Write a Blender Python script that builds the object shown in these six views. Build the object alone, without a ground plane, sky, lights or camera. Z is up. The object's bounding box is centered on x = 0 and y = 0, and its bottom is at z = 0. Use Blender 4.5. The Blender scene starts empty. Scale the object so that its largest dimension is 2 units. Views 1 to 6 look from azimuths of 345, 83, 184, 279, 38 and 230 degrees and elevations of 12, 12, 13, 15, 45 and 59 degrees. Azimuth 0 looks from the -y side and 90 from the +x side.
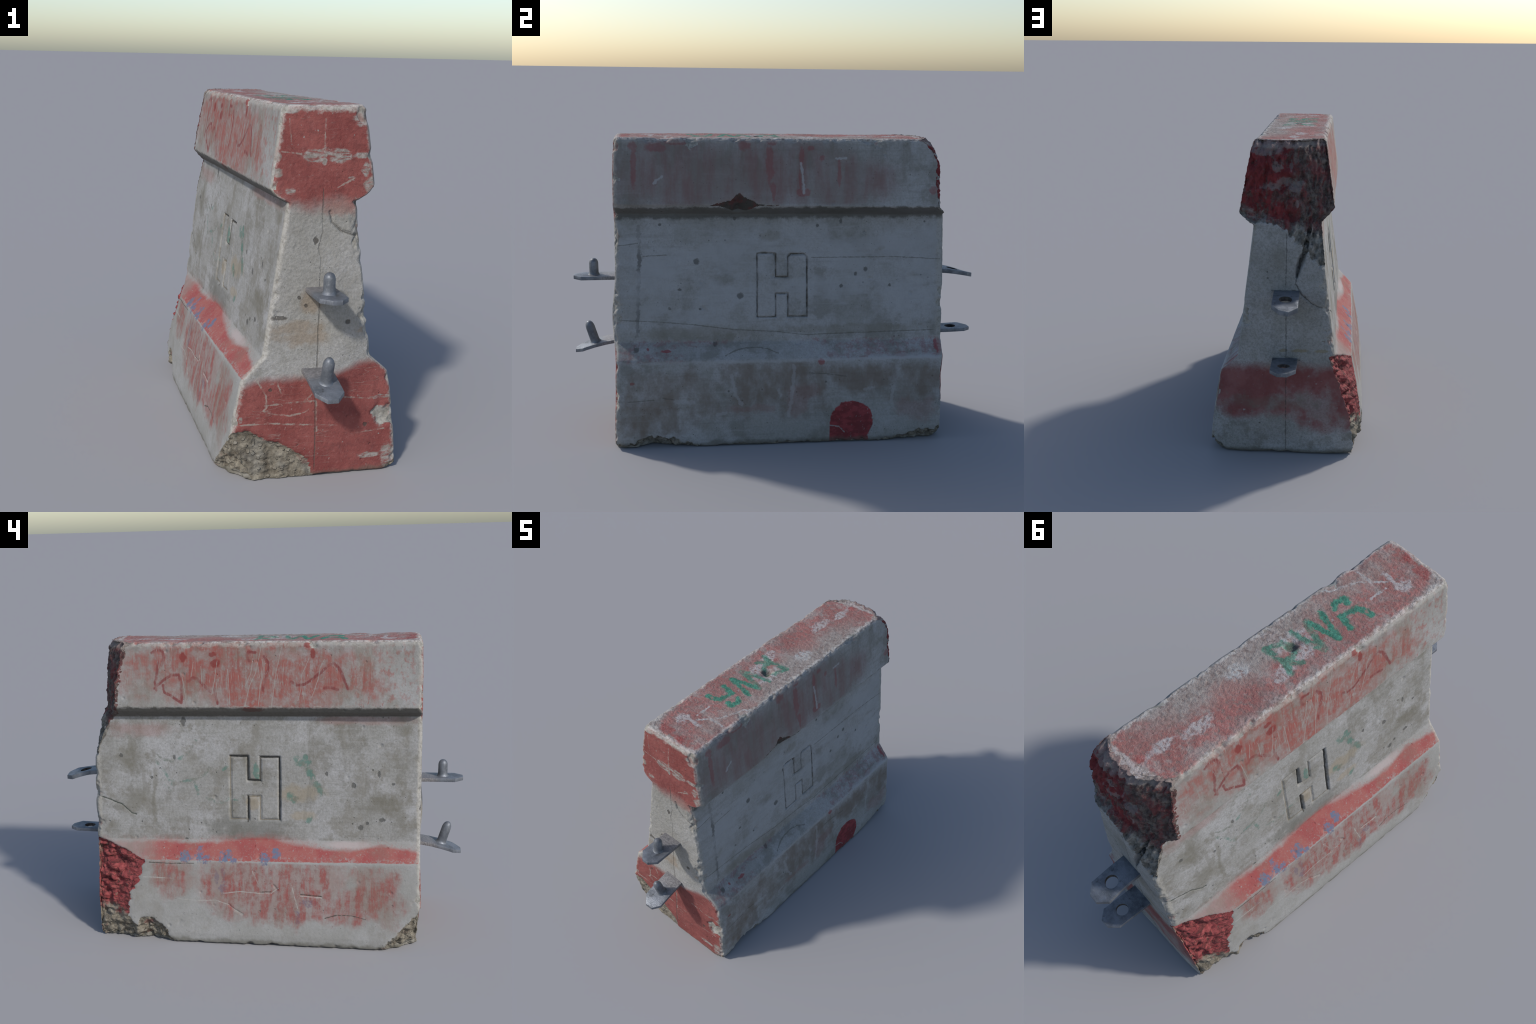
"""Weathered precast concrete traffic barrier, painted red and white, with a
stamped letter on each long side and steel coupling plates at both ends."""
import bpy, bmesh, math
import numpy as np
from mathutils import Vector

# ------------------------------------------------------------------ noise --
_rng = np.random.RandomState(7)
_PERM = np.tile(_rng.permutation(256), 3).astype(np.int64)
_GRAD = _rng.normal(size=(256, 3))
_GRAD /= np.linalg.norm(_GRAD, axis=1)[:, None]


def perlin(p):
    """Gradient noise, roughly -0.6 .. 0.6, for an (n,3) array."""
    i = np.floor(p).astype(np.int64)
    f = p - i
    w = f * f * f * (f * (f * 6 - 15) + 10)
    i &= 255
    out = np.zeros(len(p))
    for dx in (0, 1):
        wx = w[:, 0] if dx else 1 - w[:, 0]
        for dy in (0, 1):
            wy = w[:, 1] if dy else 1 - w[:, 1]
            for dz in (0, 1):
                wz = w[:, 2] if dz else 1 - w[:, 2]
                h = _PERM[_PERM[_PERM[(i[:, 0] + dx) & 255] + ((i[:, 1] + dy) & 255)] + ((i[:, 2] + dz) & 255)]
                g = _GRAD[h]
                out += wx * wy * wz * (g[:, 0] * (f[:, 0] - dx) + g[:, 1] * (f[:, 1] - dy) + g[:, 2] * (f[:, 2] - dz))
    return out


def fbm(p, freq, octaves=4, gain=0.5, scale=(1, 1, 1), seed=0.0):
    q = p * np.array(scale) * freq + seed * 17.31
    out = np.zeros(len(p))
    a = 1.0
    for _ in range(octaves):
        out += a * perlin(q)
        q = q * 2.03 + 11.7
        a *= gain
    return out


def ridged(p, freq, octaves=3, scale=(1, 1, 1), seed=0.0):
    q = p * np.array(scale) * freq + seed * 17.31
    out = np.zeros(len(p))
    a = 1.0
    for _ in range(octaves):
        out += a * (1 - 2.4 * np.abs(perlin(q)))
        q = q * 2.05 + 5.3
        a *= 0.5
    return out - 0.8


def sstep(x, lo, hi):
    t = np.clip((x - lo) / (hi - lo), 0, 1)
    return t * t * (3 - 2 * t)


# ------------------------------------------------------- section profiles --
# half sections at the pin end (-y) and at the eye end (+y): z, left x, right x
LEVELS = ["bottom", "toe", "foot", "foot", "slope_low", "slope_top", "neck", "under", "ridge", "top"]
FRONT_Z_L = [0.0, .05, .20, .33, .412, .500, 1.088, 1.113, 1.140, 1.446]
FRONT_X_L = [-.364, -.364, -.339, -.315, -.299, -.216, -.134, -.180, -.202, -.163]
FRONT_Z_R = [0.0, .05, .20, .33, .414, .482, 1.090, 1.117, 1.142, 1.447]
FRONT_X_R = [.346, .346, .333, .316, .299, .220, .139, .182, .210, .163]
BACK_Z_L = [0.0, .05, .20, .30, .396, .476, 1.082, 1.115, 1.141, 1.442]
BACK_X_L = [-.346, -.346, -.328, -.308, -.286, -.207, -.133, -.172, -.190, -.145]
BACK_Z_R = [0.0, .05, .15, .28, .400, .470, 1.077, 1.102, 1.122, 1.440]
BACK_X_R = [.365, .365, .355, .336, .314, .236, .162, .198, .228, .170]
Y_FRONT = ([0, .2, .4, 1.1, 1.3, 1.44], [-.803, -.802, -.795, -.797, -.798, -.793])
Y_BACK = ([0, .2, .36, .45, .7, .94, 1.08, 1.44], [.784, .793, .793, .793, .796, .795, .795, .79])

STEP = 0.0042


def spaced(stops, step):
    """Values through every stop with about `step` between them."""
    out = [stops[0]]
    for a, b in zip(stops[:-1], stops[1:]):
        n = max(1, int(round((b - a) / step)))
        out += [a + (b - a) * (i + 1) / n for i in range(n)]
    return np.array(out)


# stamped letter: outline measured on each side (y from, y to, z from, z to)
LETTER_L = [(.0295, .115, .587, .893), (-.124, -.0310, .587, .890), (-.075, .075, .699, .777)]
LETTER_R = [(-.121, -.0315, .592, .898), (.0275, .121, .592, .892), (-.075, .075, .703, .783)]

y_stops = [-.795, -.1255, -.1225, -.1195, -.0325, -.0295, .026, .0295, .033, .113, .117, .120, .123, .785]
ST = spaced(y_stops, STEP)                       # nominal y stations
S = (ST - ST[0]) / (ST[-1] - ST[0])


def level_rows():
    zf = np.array(FRONT_Z_R)
    xf = np.array(FRONT_X_R)
    u = [0.0]
    rows = []
    for k in range(len(zf) - 1):
        L = math.hypot(zf[k + 1] - zf[k], xf[k + 1] - xf[k])
        if k == 5:      # the stem: rows snap to the letter's edges
            zs = [.482, .586, .589, .592, .595, .698, .701, .704, .707, .775, .778, .781, .784, .888, .891, .894, .897, .900, 1.09]
            fr = (spaced(zs, STEP) - zs[0]) / (zs[-1] - zs[0])
        else:
            n = max(3, int(round(L / STEP)))
            fr = np.linspace(0, 1, n + 1)
        rows += [k + f for f in fr[:-1]]
    rows.append(len(zf) - 1)
    return np.array(rows)


ROWS = level_rows()
NR, NS = len(ROWS), len(ST)
# columns across the width, finer towards both sides
_c = np.linspace(-1, 1, 105)
COLS = 0.5 + 0.5 * np.sign(_c) * (1 - (1 - np.abs(_c)) ** 1.15)
NC = len(COLS)
KI = np.arange(len(LEVELS))


def prof(tab, r):
    return np.interp(r, KI, tab)


def section(r, s):
    """left (x,z) and right (x,z) of row coordinate r at station fraction s"""
    xl = (1 - s) * prof(FRONT_X_L, r) + s * prof(BACK_X_L, r)
    zl = (1 - s) * prof(FRONT_Z_L, r) + s * prof(BACK_Z_L, r)
    xr = (1 - s) * prof(FRONT_X_R, r) + s * prof(BACK_X_R, r)
    zr = (1 - s) * prof(FRONT_Z_R, r) + s * prof(BACK_Z_R, r)
    return xl, zl, xr, zr


def solid_point(ci, ri, si):
    t, r, s = COLS[ci], ROWS[ri], S[si]
    xl, zl, xr, zr = section(r, s)
    x = xl + (xr - xl) * t
    z = zl + (zr - zl) * t
    yf = np.interp(z, *Y_FRONT) - .020 * np.exp(-((x - .11) / .11) ** 2 - ((z - .56) / .15) ** 2)
    yb = np.interp(z, *Y_BACK) - .024 * np.clip(np.abs(2 * t - 1), 0, 1) ** 4 * sstep(z, .5, .3)
    return np.stack([x, yf + (yb - yf) * s, z], -1)


def x_side(right, y, z):
    """x of the unbroken side face at (y, z)"""
    s = np.clip((y + .795) / 1.58, 0, 1)
    if right:
        a, b = np.interp(z, FRONT_Z_R, FRONT_X_R), np.interp(z, BACK_Z_R, BACK_X_R)
    else:
        a, b = np.interp(z, FRONT_Z_L, FRONT_X_L), np.interp(z, BACK_Z_L, BACK_X_L)
    return (1 - s) * a + s * b


# ----------------------------------------------------------- block surface --
FACE_NAMES = ["left", "right", "front", "back", "top", "bottom"]


def build_block():
    I, Q, Z = [], [], []

    def patch(ci, ri, si, flip, zone):
        n0 = sum(len(a) for a in I)
        h, w = ci.shape
        I.append(np.stack([ci, ri, si], -1).reshape(-1, 3))
        ids = n0 + np.arange(h * w).reshape(h, w)
        q = np.stack([ids[:-1, :-1], ids[1:, :-1], ids[1:, 1:], ids[:-1, 1:]], -1).reshape(-1, 4)
        if flip:
            q = q[:, ::-1]
        Q.append(q)
        Z.append(np.full(len(q), zone))

    def grid(a, b):
        return np.meshgrid(np.arange(a), np.arange(b), indexing='ij')
    r, s = grid(NR, NS)
    patch(np.zeros_like(r), r, s, False, 0)
    patch(np.full_like(r, NC - 1), r, s, True, 1)
    c, r = grid(NC, NR)
    patch(c, r, np.zeros_like(c), False, 2)
    patch(c, r, np.full_like(c, NS - 1), True, 3)
    c, s = grid(NC, NS)
    patch(c, np.full_like(c, NR - 1), s, False, 4)
    patch(c, np.zeros_like(c), s, True, 5)
    I = np.concatenate(I)
    Q = np.concatenate(Q)
    Z = np.concatenate(Z)
    key = (I[:, 0] * NR + I[:, 1]) * NS + I[:, 2]
    uk, first, inv = np.unique(key, return_index=True, return_inverse=True)
    idx = I[first]
    quads = inv.reshape(-1)[Q]
    P = solid_point(idx[:, 0], idx[:, 1], idx[:, 2])
    return P, quads, Z, idx


def vertex_normals(P, quads):
    a, b, c, d = (P[quads[:, k]] for k in range(4))
    fn = np.cross(c - a, d - b)
    N = np.zeros_like(P)
    for k in range(4):
        for ax in range(3):
            N[:, ax] += np.bincount(quads[:, k], fn[:, ax], len(P))
    return N / np.maximum(np.linalg.norm(N, axis=1), 1e-12)[:, None]


def relax(P, quads, w, rounds):
    """Laplacian smoothing with per-vertex weight w"""
    e0 = quads.reshape(-1)
    e1 = np.roll(quads, -1, 1).reshape(-1)
    deg = np.bincount(e0, None, len(P)) + np.bincount(e1, None, len(P))
    for _ in range(rounds):
        A = np.zeros_like(P)
        for ax in range(3):
            A[:, ax] = np.bincount(e0, P[e1, ax], len(P)) + np.bincount(e1, P[e0, ax], len(P))
        P = P + (A / deg[:, None] - P) * (w * 0.6)[:, None]
    return P


BARE, RED_BREAK, CAP_BREAK, AGGREGATE = 1, 2, 3, 4

# local knocks: centre, radius, depth, push direction
KNOCKS = [
    ((.017, -.103, 1.444), .034, .022, (0, 0, -1)),           # lifting-eye socket
    ((.29, -.803, .235), .055, .022, (-.5, .8, 0)),
    ((.325, -.80, .215), .035, .018, (-1, .4, 0)),
    ((.27, -.803, .29), .030, .008, (0, 1, 0)),
    ((.193, -.796, .655), .040, .017, (-.7, .7, 0)),
    ((.205, -.796, .60), .045, .014, (-.8, .6, 0)),
    ((.150, -.796, .985), .045, .013, (-.5, .8, 0)),
    ((.150, -.796, .93), .030, .010, (-.8, .5, 0)),
    ((.175, -.796, .86), .030, .008, (-.8, .5, 0)),
    ((.14, -.796, 1.02), .05, .008, (0, 1, 0)),
    ((-.19, -.796, .652), .026, .012, (.6, .8, 0)),
    ((-.16, -.796, .655), .024, .006, (0, 1, 0)),
    ((.152, -.79, 1.41), .040, .018, (-.5, .7, -.5)),
    ((.190, -.79, 1.262), .030, .012, (-.7, .7, 0)),
    ((-.162, -.79, 1.43), .030, .010, (.5, .6, -.6)),
    ((-.20, -.79, 1.14), .030, .014, (.6, .6, .3)),
    ((-.335, -.80, .31), .030, .010, (.6, .8, 0)),
    ((-.345, -.80, .25), .040, .012, (.7, .7, 0)),
    ((-.155, .30, 1.43), .022, .010, (.6, 0, -.8)),
    ((-.158, -.29, 1.435), .026, .012, (.6, 0, -.8)),
    ((-.154, .06, 1.435), .02, .009, (.6, 0, -.8)),
    ((.156, -.43, 1.43), .05, .012, (-.6, 0, -.8)),
    ((.156, -.57, 1.43), .06, .012, (-.6, 0, -.8)),
    ((.157, .45, 1.43), .04, .009, (-.6, 0, -.8)),
    ((.345, .80, .32), .05, .015, (-.7, -.7, 0)),
    ((-.33, .82, .30), .05, .010, (.7, -.7, 0)),
    ((.20, .79, .70), .03, .010, (-.7, -.7, 0)),
    ((.205, .79, .64), .035, .013, (-.7, -.7, 0)),
    ((-.175, .79, .70), .035, .012, (.7, -.7, 0)),
    ((-.16, .79, .80), .03, .009, (.7, -.7, 0)),
    ((-.19, .79, .56), .04, .012, (.7, -.7, 0)),
    ((-.355, .36, .10), .02, .010, (1, 0, 0)),
]


def groove(P, N, pts, axes, zone_mask, width, depth):
    """press a polyline groove into the surface; pts are 2D in the given axes"""
    q = P[:, axes]
    q = q + 0.004 * np.stack([fbm(P, 40, 2, seed=3), fbm(P, 40, 2, seed=4)], -1)
    best = np.full(len(P), 9.0)
    for k, (a, b) in enumerate(zip(pts[:-1], pts[1:])):
        a2, b2 = np.array(a[:2]), np.array(b[:2])
        d = b2 - a2
        t = np.clip(((q - a2) @ d) / (d @ d), 0, 1)
        wl = a[2] + (b[2] - a[2]) * t if len(a) > 2 else 1.0
        best = np.minimum(best, np.linalg.norm(q - a2 - t[:, None] * d, axis=1) / (width * wl))
    m = np.clip(1 - best, 0, 1) * zone_mask
    return P - N * (depth * sstep(m, 0, .7))[:, None]


def weather(P, quads, zone, idx):
    frac = np.zeros(len(P), int)
    n1 = fbm(P, 9, 5, seed=1)
    n2 = fbm(P, 28, 4, seed=2)
    n3 = fbm(P, 16, 4, seed=5)

    # ---- big breaks -------------------------------------------------------
    x, y, z = P[:, 0].copy(), P[:, 1].copy(), P[:, 2].copy()
    # broken end of the cap at the eye end: two fracture planes
    xs = [-.20, -.175, -.136, -.092, -.071, -.018, .043, .102, .161, .22]
    y_ridge = np.interp(x, xs, [.640, .660, .684, .706, .718, .733, .741, .744, .742, .736])
    y_top = np.interp(x, xs, [.57, .588, .622, .658, .684, .710, .716, .714, .694, .665])
    t = np.clip((z - 1.13) / .29, 0, 1.2)
    p1 = y_ridge + (y_top - y_ridge) * t ** np.interp(x, [-.15, .0, .15], [1.4, 2.5, 7.0]) - .7 * np.maximum(0, z - 1.418)
    p2 = .690 + .55 * (np.minimum(x, .05) + .135) - .5 * (z - 1.077)
    lim = p2 + (p1 - p2) * sstep(z, 1.07, 1.13)
    lim = lim + .002 + .012 * n1 + .023 * ridged(P, 17, 3, (1.6, 1, .7), seed=8)
    hit = (z > .90) & (y > lim)
    P[hit, 1] = lim[hit]
    frac[(z > .90) & (y > lim + .0015)] = CAP_BREAK

    # knocked-off lower corner, eye end, left side (painted over)
    x, y, z = P.T.copy()
    xm = np.interp(z, [0, .2, .40, .445, .49, .52], [-.302, -.275, -.208, -.196, -.180, -.12])
    xm = xm + .31 * (np.minimum(y, .82) - .79)
    xm = xm - 5 * np.maximum(0, z - (.478 - .27 * (.79 - y)) + .006 * n2)
    lump = .024 * ridged(P, 11.5, 4, (1, .9, 1.7), seed=11) + .016 * n2
    xm2 = xm + lump * (.28 + .9 * sstep(xm - x, .0, .035))
    d = np.where((x < 0) & (y > .30) & (z < .50), xm2 - x, -1)
    hit = d > 0
    P[hit, 0] = xm2[hit]
    frac[d > .002] = RED_BREAK

    # scalloped break along the lower left edge
    x, y, z = P.T.copy()
    h = np.interp(y, [.30, .385, .43, .457, .49, .523, .555, .575, .60, .66, .9], [0, .015, .065, .103, .122, .135, .110, .080, .105, .14, .15])
    h = h + .03 * n2
    nn = np.array([-.94, 0, -.34])
    off = nn[0] * x_side(False, y, np.maximum(h, .01)) + nn[2] * h
    d = P @ nn - off
    d = d + .018 * ridged(P, 18, 3, seed=13) * (.15 + .85 * sstep(d, 0, .025)) - .002
    d = np.where((x < -.1) & (y > .36) & (z < .2), d, -1)
    hit = d > 0
    P[hit] -= nn * d[hit, None]
    frac[d > .002] = AGGREGATE

    # broken corner at the pin end, left: corner plane plus a spalled face
    x, y, z = P.T.copy()
    nn = np.array([-.78, -.49, -.387])
    d = P @ nn - .583 + .010 * n2
    d = d + .020 * ridged(P, 14, 3, seed=15) * (.2 + .8 * sstep(d, 0, .03))
    d = np.where((x < 0) & (y < -.45), d, -1)
    hit = d > 0
    P[hit] -= nn * d[hit, None]
    frac[d > .002] = AGGREGATE
    x, y, z = P.T.copy()
    top = np.interp(x, [-.37, -.30, -.262, -.20, -.14, -.078, -.022, -.004, .004], [.20, .214, .210, .174, .150, .113, .076, .022, -.02])
    top = top + .012 * n2
    inside = np.clip(top - z, 0, 1)
    dep = .011 * sstep(inside, .0, .008) + .075 * inside * np.clip((-x) / .3, .1, 1) + .012 * n3 * sstep(inside, 0, .03) + .006 * ridged(P, 22, 3, seed=17) * sstep(inside, 0, .02)
    ylim = -.803 + dep
    hit = (inside > 0) & (y < ylim) & (x < .01)
    P[hit, 1] = ylim[hit]
    frac[hit & (inside > .002)] = AGGREGATE

    # lower right edge: breaks near both ends
    x, y, z = P.T.copy()
    h = np.interp(y, [-.82, -.76, -.70, -.66, -.634, -.58, -.53, -.45, -.38, .45, .52, .56, .62, .66, .72, .80],
                  [.035, .020, .03, .062, .078, .058, .045, .025, .010, .006, .020, .035, .04, .055, .055, .08])
    h = h + .022 * n2
    nn = np.array([.80, 0, -.60])
    off = nn[0] * x_side(True, y, np.maximum(h, .005)) + nn[2] * h
    d = P @ nn - off
    d = d + .012 * ridged(P, 20, 3, seed=19) * (.2 + .8 * sstep(d, 0, .02)) - .002
    d = np.where((x > .15) & (z < .15), d, -1)
    hit = d > 0
    P[hit] -= nn * d[hit, None]
    frac[d > .003] = AGGREGATE
    for nn, o in (((.498, .558, -.664), .566), ((.45, -.62, -.64), .632)):
        nn = np.array(nn)
        d = P @ nn - o + .014 * n3 + .008 * ridged(P, 18, 3, seed=21)
        hit = (d > 0) & (P[:, 0] > 0)
        P[hit] -= nn * d[hit, None]
        frac[hit & (d > .003)] = AGGREGATE

    # notch knocked out of the cap's lower right edge
    x, y, z = P.T.copy()
    h = np.interp(y, [-.60, -.45, -.37, -.29, -.25, -.228, -.210, -.192, -.17, -.12, -.05, 0], [0, .004, .004, .018, .032, .050, .064, .048, .034, .014, .004, 0])
    nn = np.array([.88, 0, -.475])
    zr = (1 - np.clip((y + .795) / 1.58, 0, 1)) * 1.142 + np.clip((y + .795) / 1.58, 0, 1) * 1.122
    off = nn[0] * x_side(True, y, zr + h) + nn[2] * (zr + h)
    d = (P @ nn - off) * sstep(z, zr - .045, zr - .025) + .004 * n2
    d = np.where((x > .1) & (h > .002) & (z > 1.08) & (z < 1.25), d, -1)
    hit = d > 0
    P[hit] -= nn * d[hit, None]
    frac[(d > .004) & (z > zr - .030)] = CAP_BREAK

    # ---- ragged chamfers along all the long edges ------------------------
    def chamfer(da, na, db, nb, base, amp, thr, where=None):
        q = base + amp * np.maximum(0, n3 + .5 * n2 - thr) + .005 * n2 - (da + db)
        if where is not None:
            q = np.where(where, q, -1)
        hit = q > 0
        v = (na + nb) if na.ndim == 1 and nb.ndim == 1 else na + nb
        P[hit] -= (v * (q * .5)[:, None])[hit] if v.ndim > 1 else v * (q * .5)[hit, None]
        frac[(q > .022) & (frac == 0)] = BARE

    def depths():
        x, y, z = P.T
        s = np.clip((y + .795) / 1.58, 0, 1)
        zt = (1 - s) * 1.446 + s * 1.441
        return (zt - z, x_side(True, y, z) - x, x - x_side(False, y, z), y - np.interp(z, *Y_FRONT) + .020 * np.exp(-((x - .11) / .11) ** 2 - ((z - .56) / .15) ** 2), np.interp(z, *Y_BACK) - .024 * np.clip(np.abs(x) / .34, 0, 1) ** 4 * sstep(z, .5, .3) - y, z)
    UP, RT, LT, FR, BK, DN = (np.array(v, float) for v in ((0, 0, 1), (1, 0, 0), (-1, 0, 0), (0, -1, 0), (0, 1, 0), (0, 0, -1)))
    dT, dR, dL, dF, dB, dD = depths()
    chamfer(dT, UP, dR, RT, .012, .030, .12, dT < .1)
    dT, dR, dL, dF, dB, dD = depths()
    chamfer(dT, UP, dL, LT, .012, .030, .12, dT < .1)
    dT, dR, dL, dF, dB, dD = depths()
    chamfer(dT, UP, dF, FR, .014, .030, .08, dT < .1)
    dT, dR, dL, dF, dB, dD = depths()
    chamfer(dF, FR, dR, RT, .012, .045, .18)
    dT, dR, dL, dF, dB, dD = depths()
    chamfer(dF, FR, dL, LT, .012, .025, .15)
    dT, dR, dL, dF, dB, dD = depths()
    chamfer(dB, BK, dR, RT, .012, .035, .15)
    dT, dR, dL, dF, dB, dD = depths()
    chamfer(dB, BK, dL, LT, .012, .045, .12)
    for pair in ("R", "L", "F", "B"):
        dT, dR, dL, dF, dB, dD = depths()
        dd, nv = {"R": (dR, RT), "L": (dL, LT), "F": (dF, FR), "B": (dB, BK)}[pair]
        chamfer(dD, DN, dd, nv, .008, .025, .10, dD < .1)

    # local knocks
    for c, r, dep, v in KNOCKS:
        v = np.array(v, float)
        v /= np.linalg.norm(v)
        dist = np.linalg.norm(P - np.array(c), axis=1) / r + .9 * n2 * (r < .06)
        m = np.clip(1 - dist, 0, 1)
        P += v * (dep * (1 if r == .034 else .7) * sstep(m, 0, .7))[:, None]
        if r < .06 and dep > .008:
            frac[(m > .35) & (frac == 0) & (np.abs(P[:, 0] - .017) > .06)] = BARE

    # ---- soften every arris a little, then stamp and roughen ---------------
    P = relax(P, quads, np.where(frac > 1, .35, 1.0), 3)

    onL = idx[:, 0] == 0
    onR = idx[:, 0] == NC - 1
    wob = .0022 * fbm(P, 30, 2, seed=23)
    yy, zz = P[:, 1] + wob, P[:, 2] - wob

    def inside_letter(rects, round_top):
        sd = np.full(len(P), -1.0)
        for a, b, c, d in rects:
            e = np.minimum(np.minimum(yy - a, b - yy), np.minimum(zz - c, d - zz))
            if round_top and d > .85:
                r = .022
                qy = np.abs(yy - (a + b) / 2) - (b - a) / 2 + r
                qz = zz - d + r
                e = np.minimum(e, np.where((qy > 0) & (qz > 0), r - np.hypot(qy, qz), e))
            sd = np.maximum(sd, e)
        return sd
    sdL, sdR = inside_letter(LETTER_L, False), inside_letter(LETTER_R, True)
    dirt_line = .55 + .75 * sstep(n2, -.25, .3)
    eps = .004

    def slope(f0, f1):
        return np.clip((f1 - f0) / (2 * eps), -1, 1)
    yy, zz = yy - eps, zz
    a0 = inside_letter(LETTER_L, False)
    yy = yy + 2 * eps
    a1 = inside_letter(LETTER_L, False)
    yy = yy - eps
    zz = zz - eps
    b0 = inside_letter(LETTER_L, False)
    zz = zz + 2 * eps
    b1 = inside_letter(LETTER_L, False)
    zz = zz - eps
    heavy = np.clip(np.maximum(slope(a0, a1), -slope(b0, b1)), 0, 1)
    edge_depthL = .55 + .6 * heavy  # deeper groove on the edges whose shade is painted dark
    P[:, 0] += onL * (.0035 * sstep(sdL, -.002, .002) + .0115 * edge_depthL * np.clip(1 - np.abs(sdL) / .0082, 0, 1) ** .7)
    P[:, 0] -= onR * (.001 * sstep(sdR, -.002, .002) + .0105 * dirt_line * np.clip(1 - np.abs(sdR) / .0058, 0, 1) ** .7)
    inL, inR = onL & (sdL > .001), onR & (sdR > .001)
    letter = inL * 1 + inR * 2

    N = vertex_normals(P, quads)
    zl = P[:, 2]
    end = np.abs(N[:, 1]) > .7
    topf = (N[:, 2] > .7) & (zl > 1.3)
    # broad unevenness of the casting
    amp = np.where(end, .0055, .0028)
    P = P + N * (amp * fbm(P, 3.2, 3, seed=29))[:, None]
    # skin grain
    g = np.where(frac >= 2, .0035, np.where(topf, .0022, np.where(end, .0011, .0005)))
    g = np.where(frac == BARE, .0016, g)
    P = P + N * (g * (fbm(P, 75, 2, seed=31)))[:, None]
    hard = frac >= 2
    P = P + N * (hard * np.where(frac == RED_BREAK, .0022, .0035) * ridged(P, 34, 3, seed=33))[:, None]
    # air holes
    rs = np.random.RandomState(5)
    sel = np.where(~hard & (zl > .05) & ~topf)[0]
    for v in rs.choice(sel, 46, replace=False):
        r = rs.uniform(.006, .012)
        near = np.abs(P[:, 1] - P[v, 1]) < r
        k = np.where(near)[0]
        dist = np.linalg.norm(P[k] - P[v], axis=1) / r
        P[k] -= N[k] * (np.clip(1 - dist, 0, 1) ** .7 * r * .55)[:, None]

    # cracks and form joints
    onB = (idx[:, 2] == NS - 1) & (N[:, 1] > .5)
    onF = (idx[:, 2] == 0) & (N[:, 1] < -.5)
    P = groove(P, N, [(-.084, 1.065, .6), (-.074, 1.0, .8), (-.064, .957, 1), (-.05, .92, 1.7), (-.039, .891, 1.2), (-.032, .847, .4)], [0, 2], onB, .013, .030)
    P = groove(P, N, [(-.029, .814, .8), (-.051, .771, 1), (-.099, .728, .7), (-.131, .712, .6), (-.18, .702, .6)], [0, 2], onB, .006, .005)
    P = groove(P, N, [(.79, .698), (.759, .686), (.716, .673), (.684, .659), (.663, .654), (.638, .632), (.61, .608), (.589, .603)], [1, 2], onL, .005, .002)
    P = groove(P, N, [(.033, 1.054), (.042, 1.014), (.078, .979), (.15, .955)], [0, 2], onF, .009, .006)
    P = groove(P, N, [(-.038, .256, 1), (-.093, .26, 1.2), (-.120, .275, 1.5), (-.104, .297, .8)], [1, 2], onL, .007, .004)
    P = groove(P, N, [(-.234, .254), (-.333, .249)], [1, 2], onL, .006, .003)
    P = groove(P, N, [(.115, .197), (.085, .172), (.047, .152)], [1, 2], onL, .006, .003)
    P[:, 2] = np.maximum(P[:, 2], 0)
    return P, frac, letter


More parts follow.
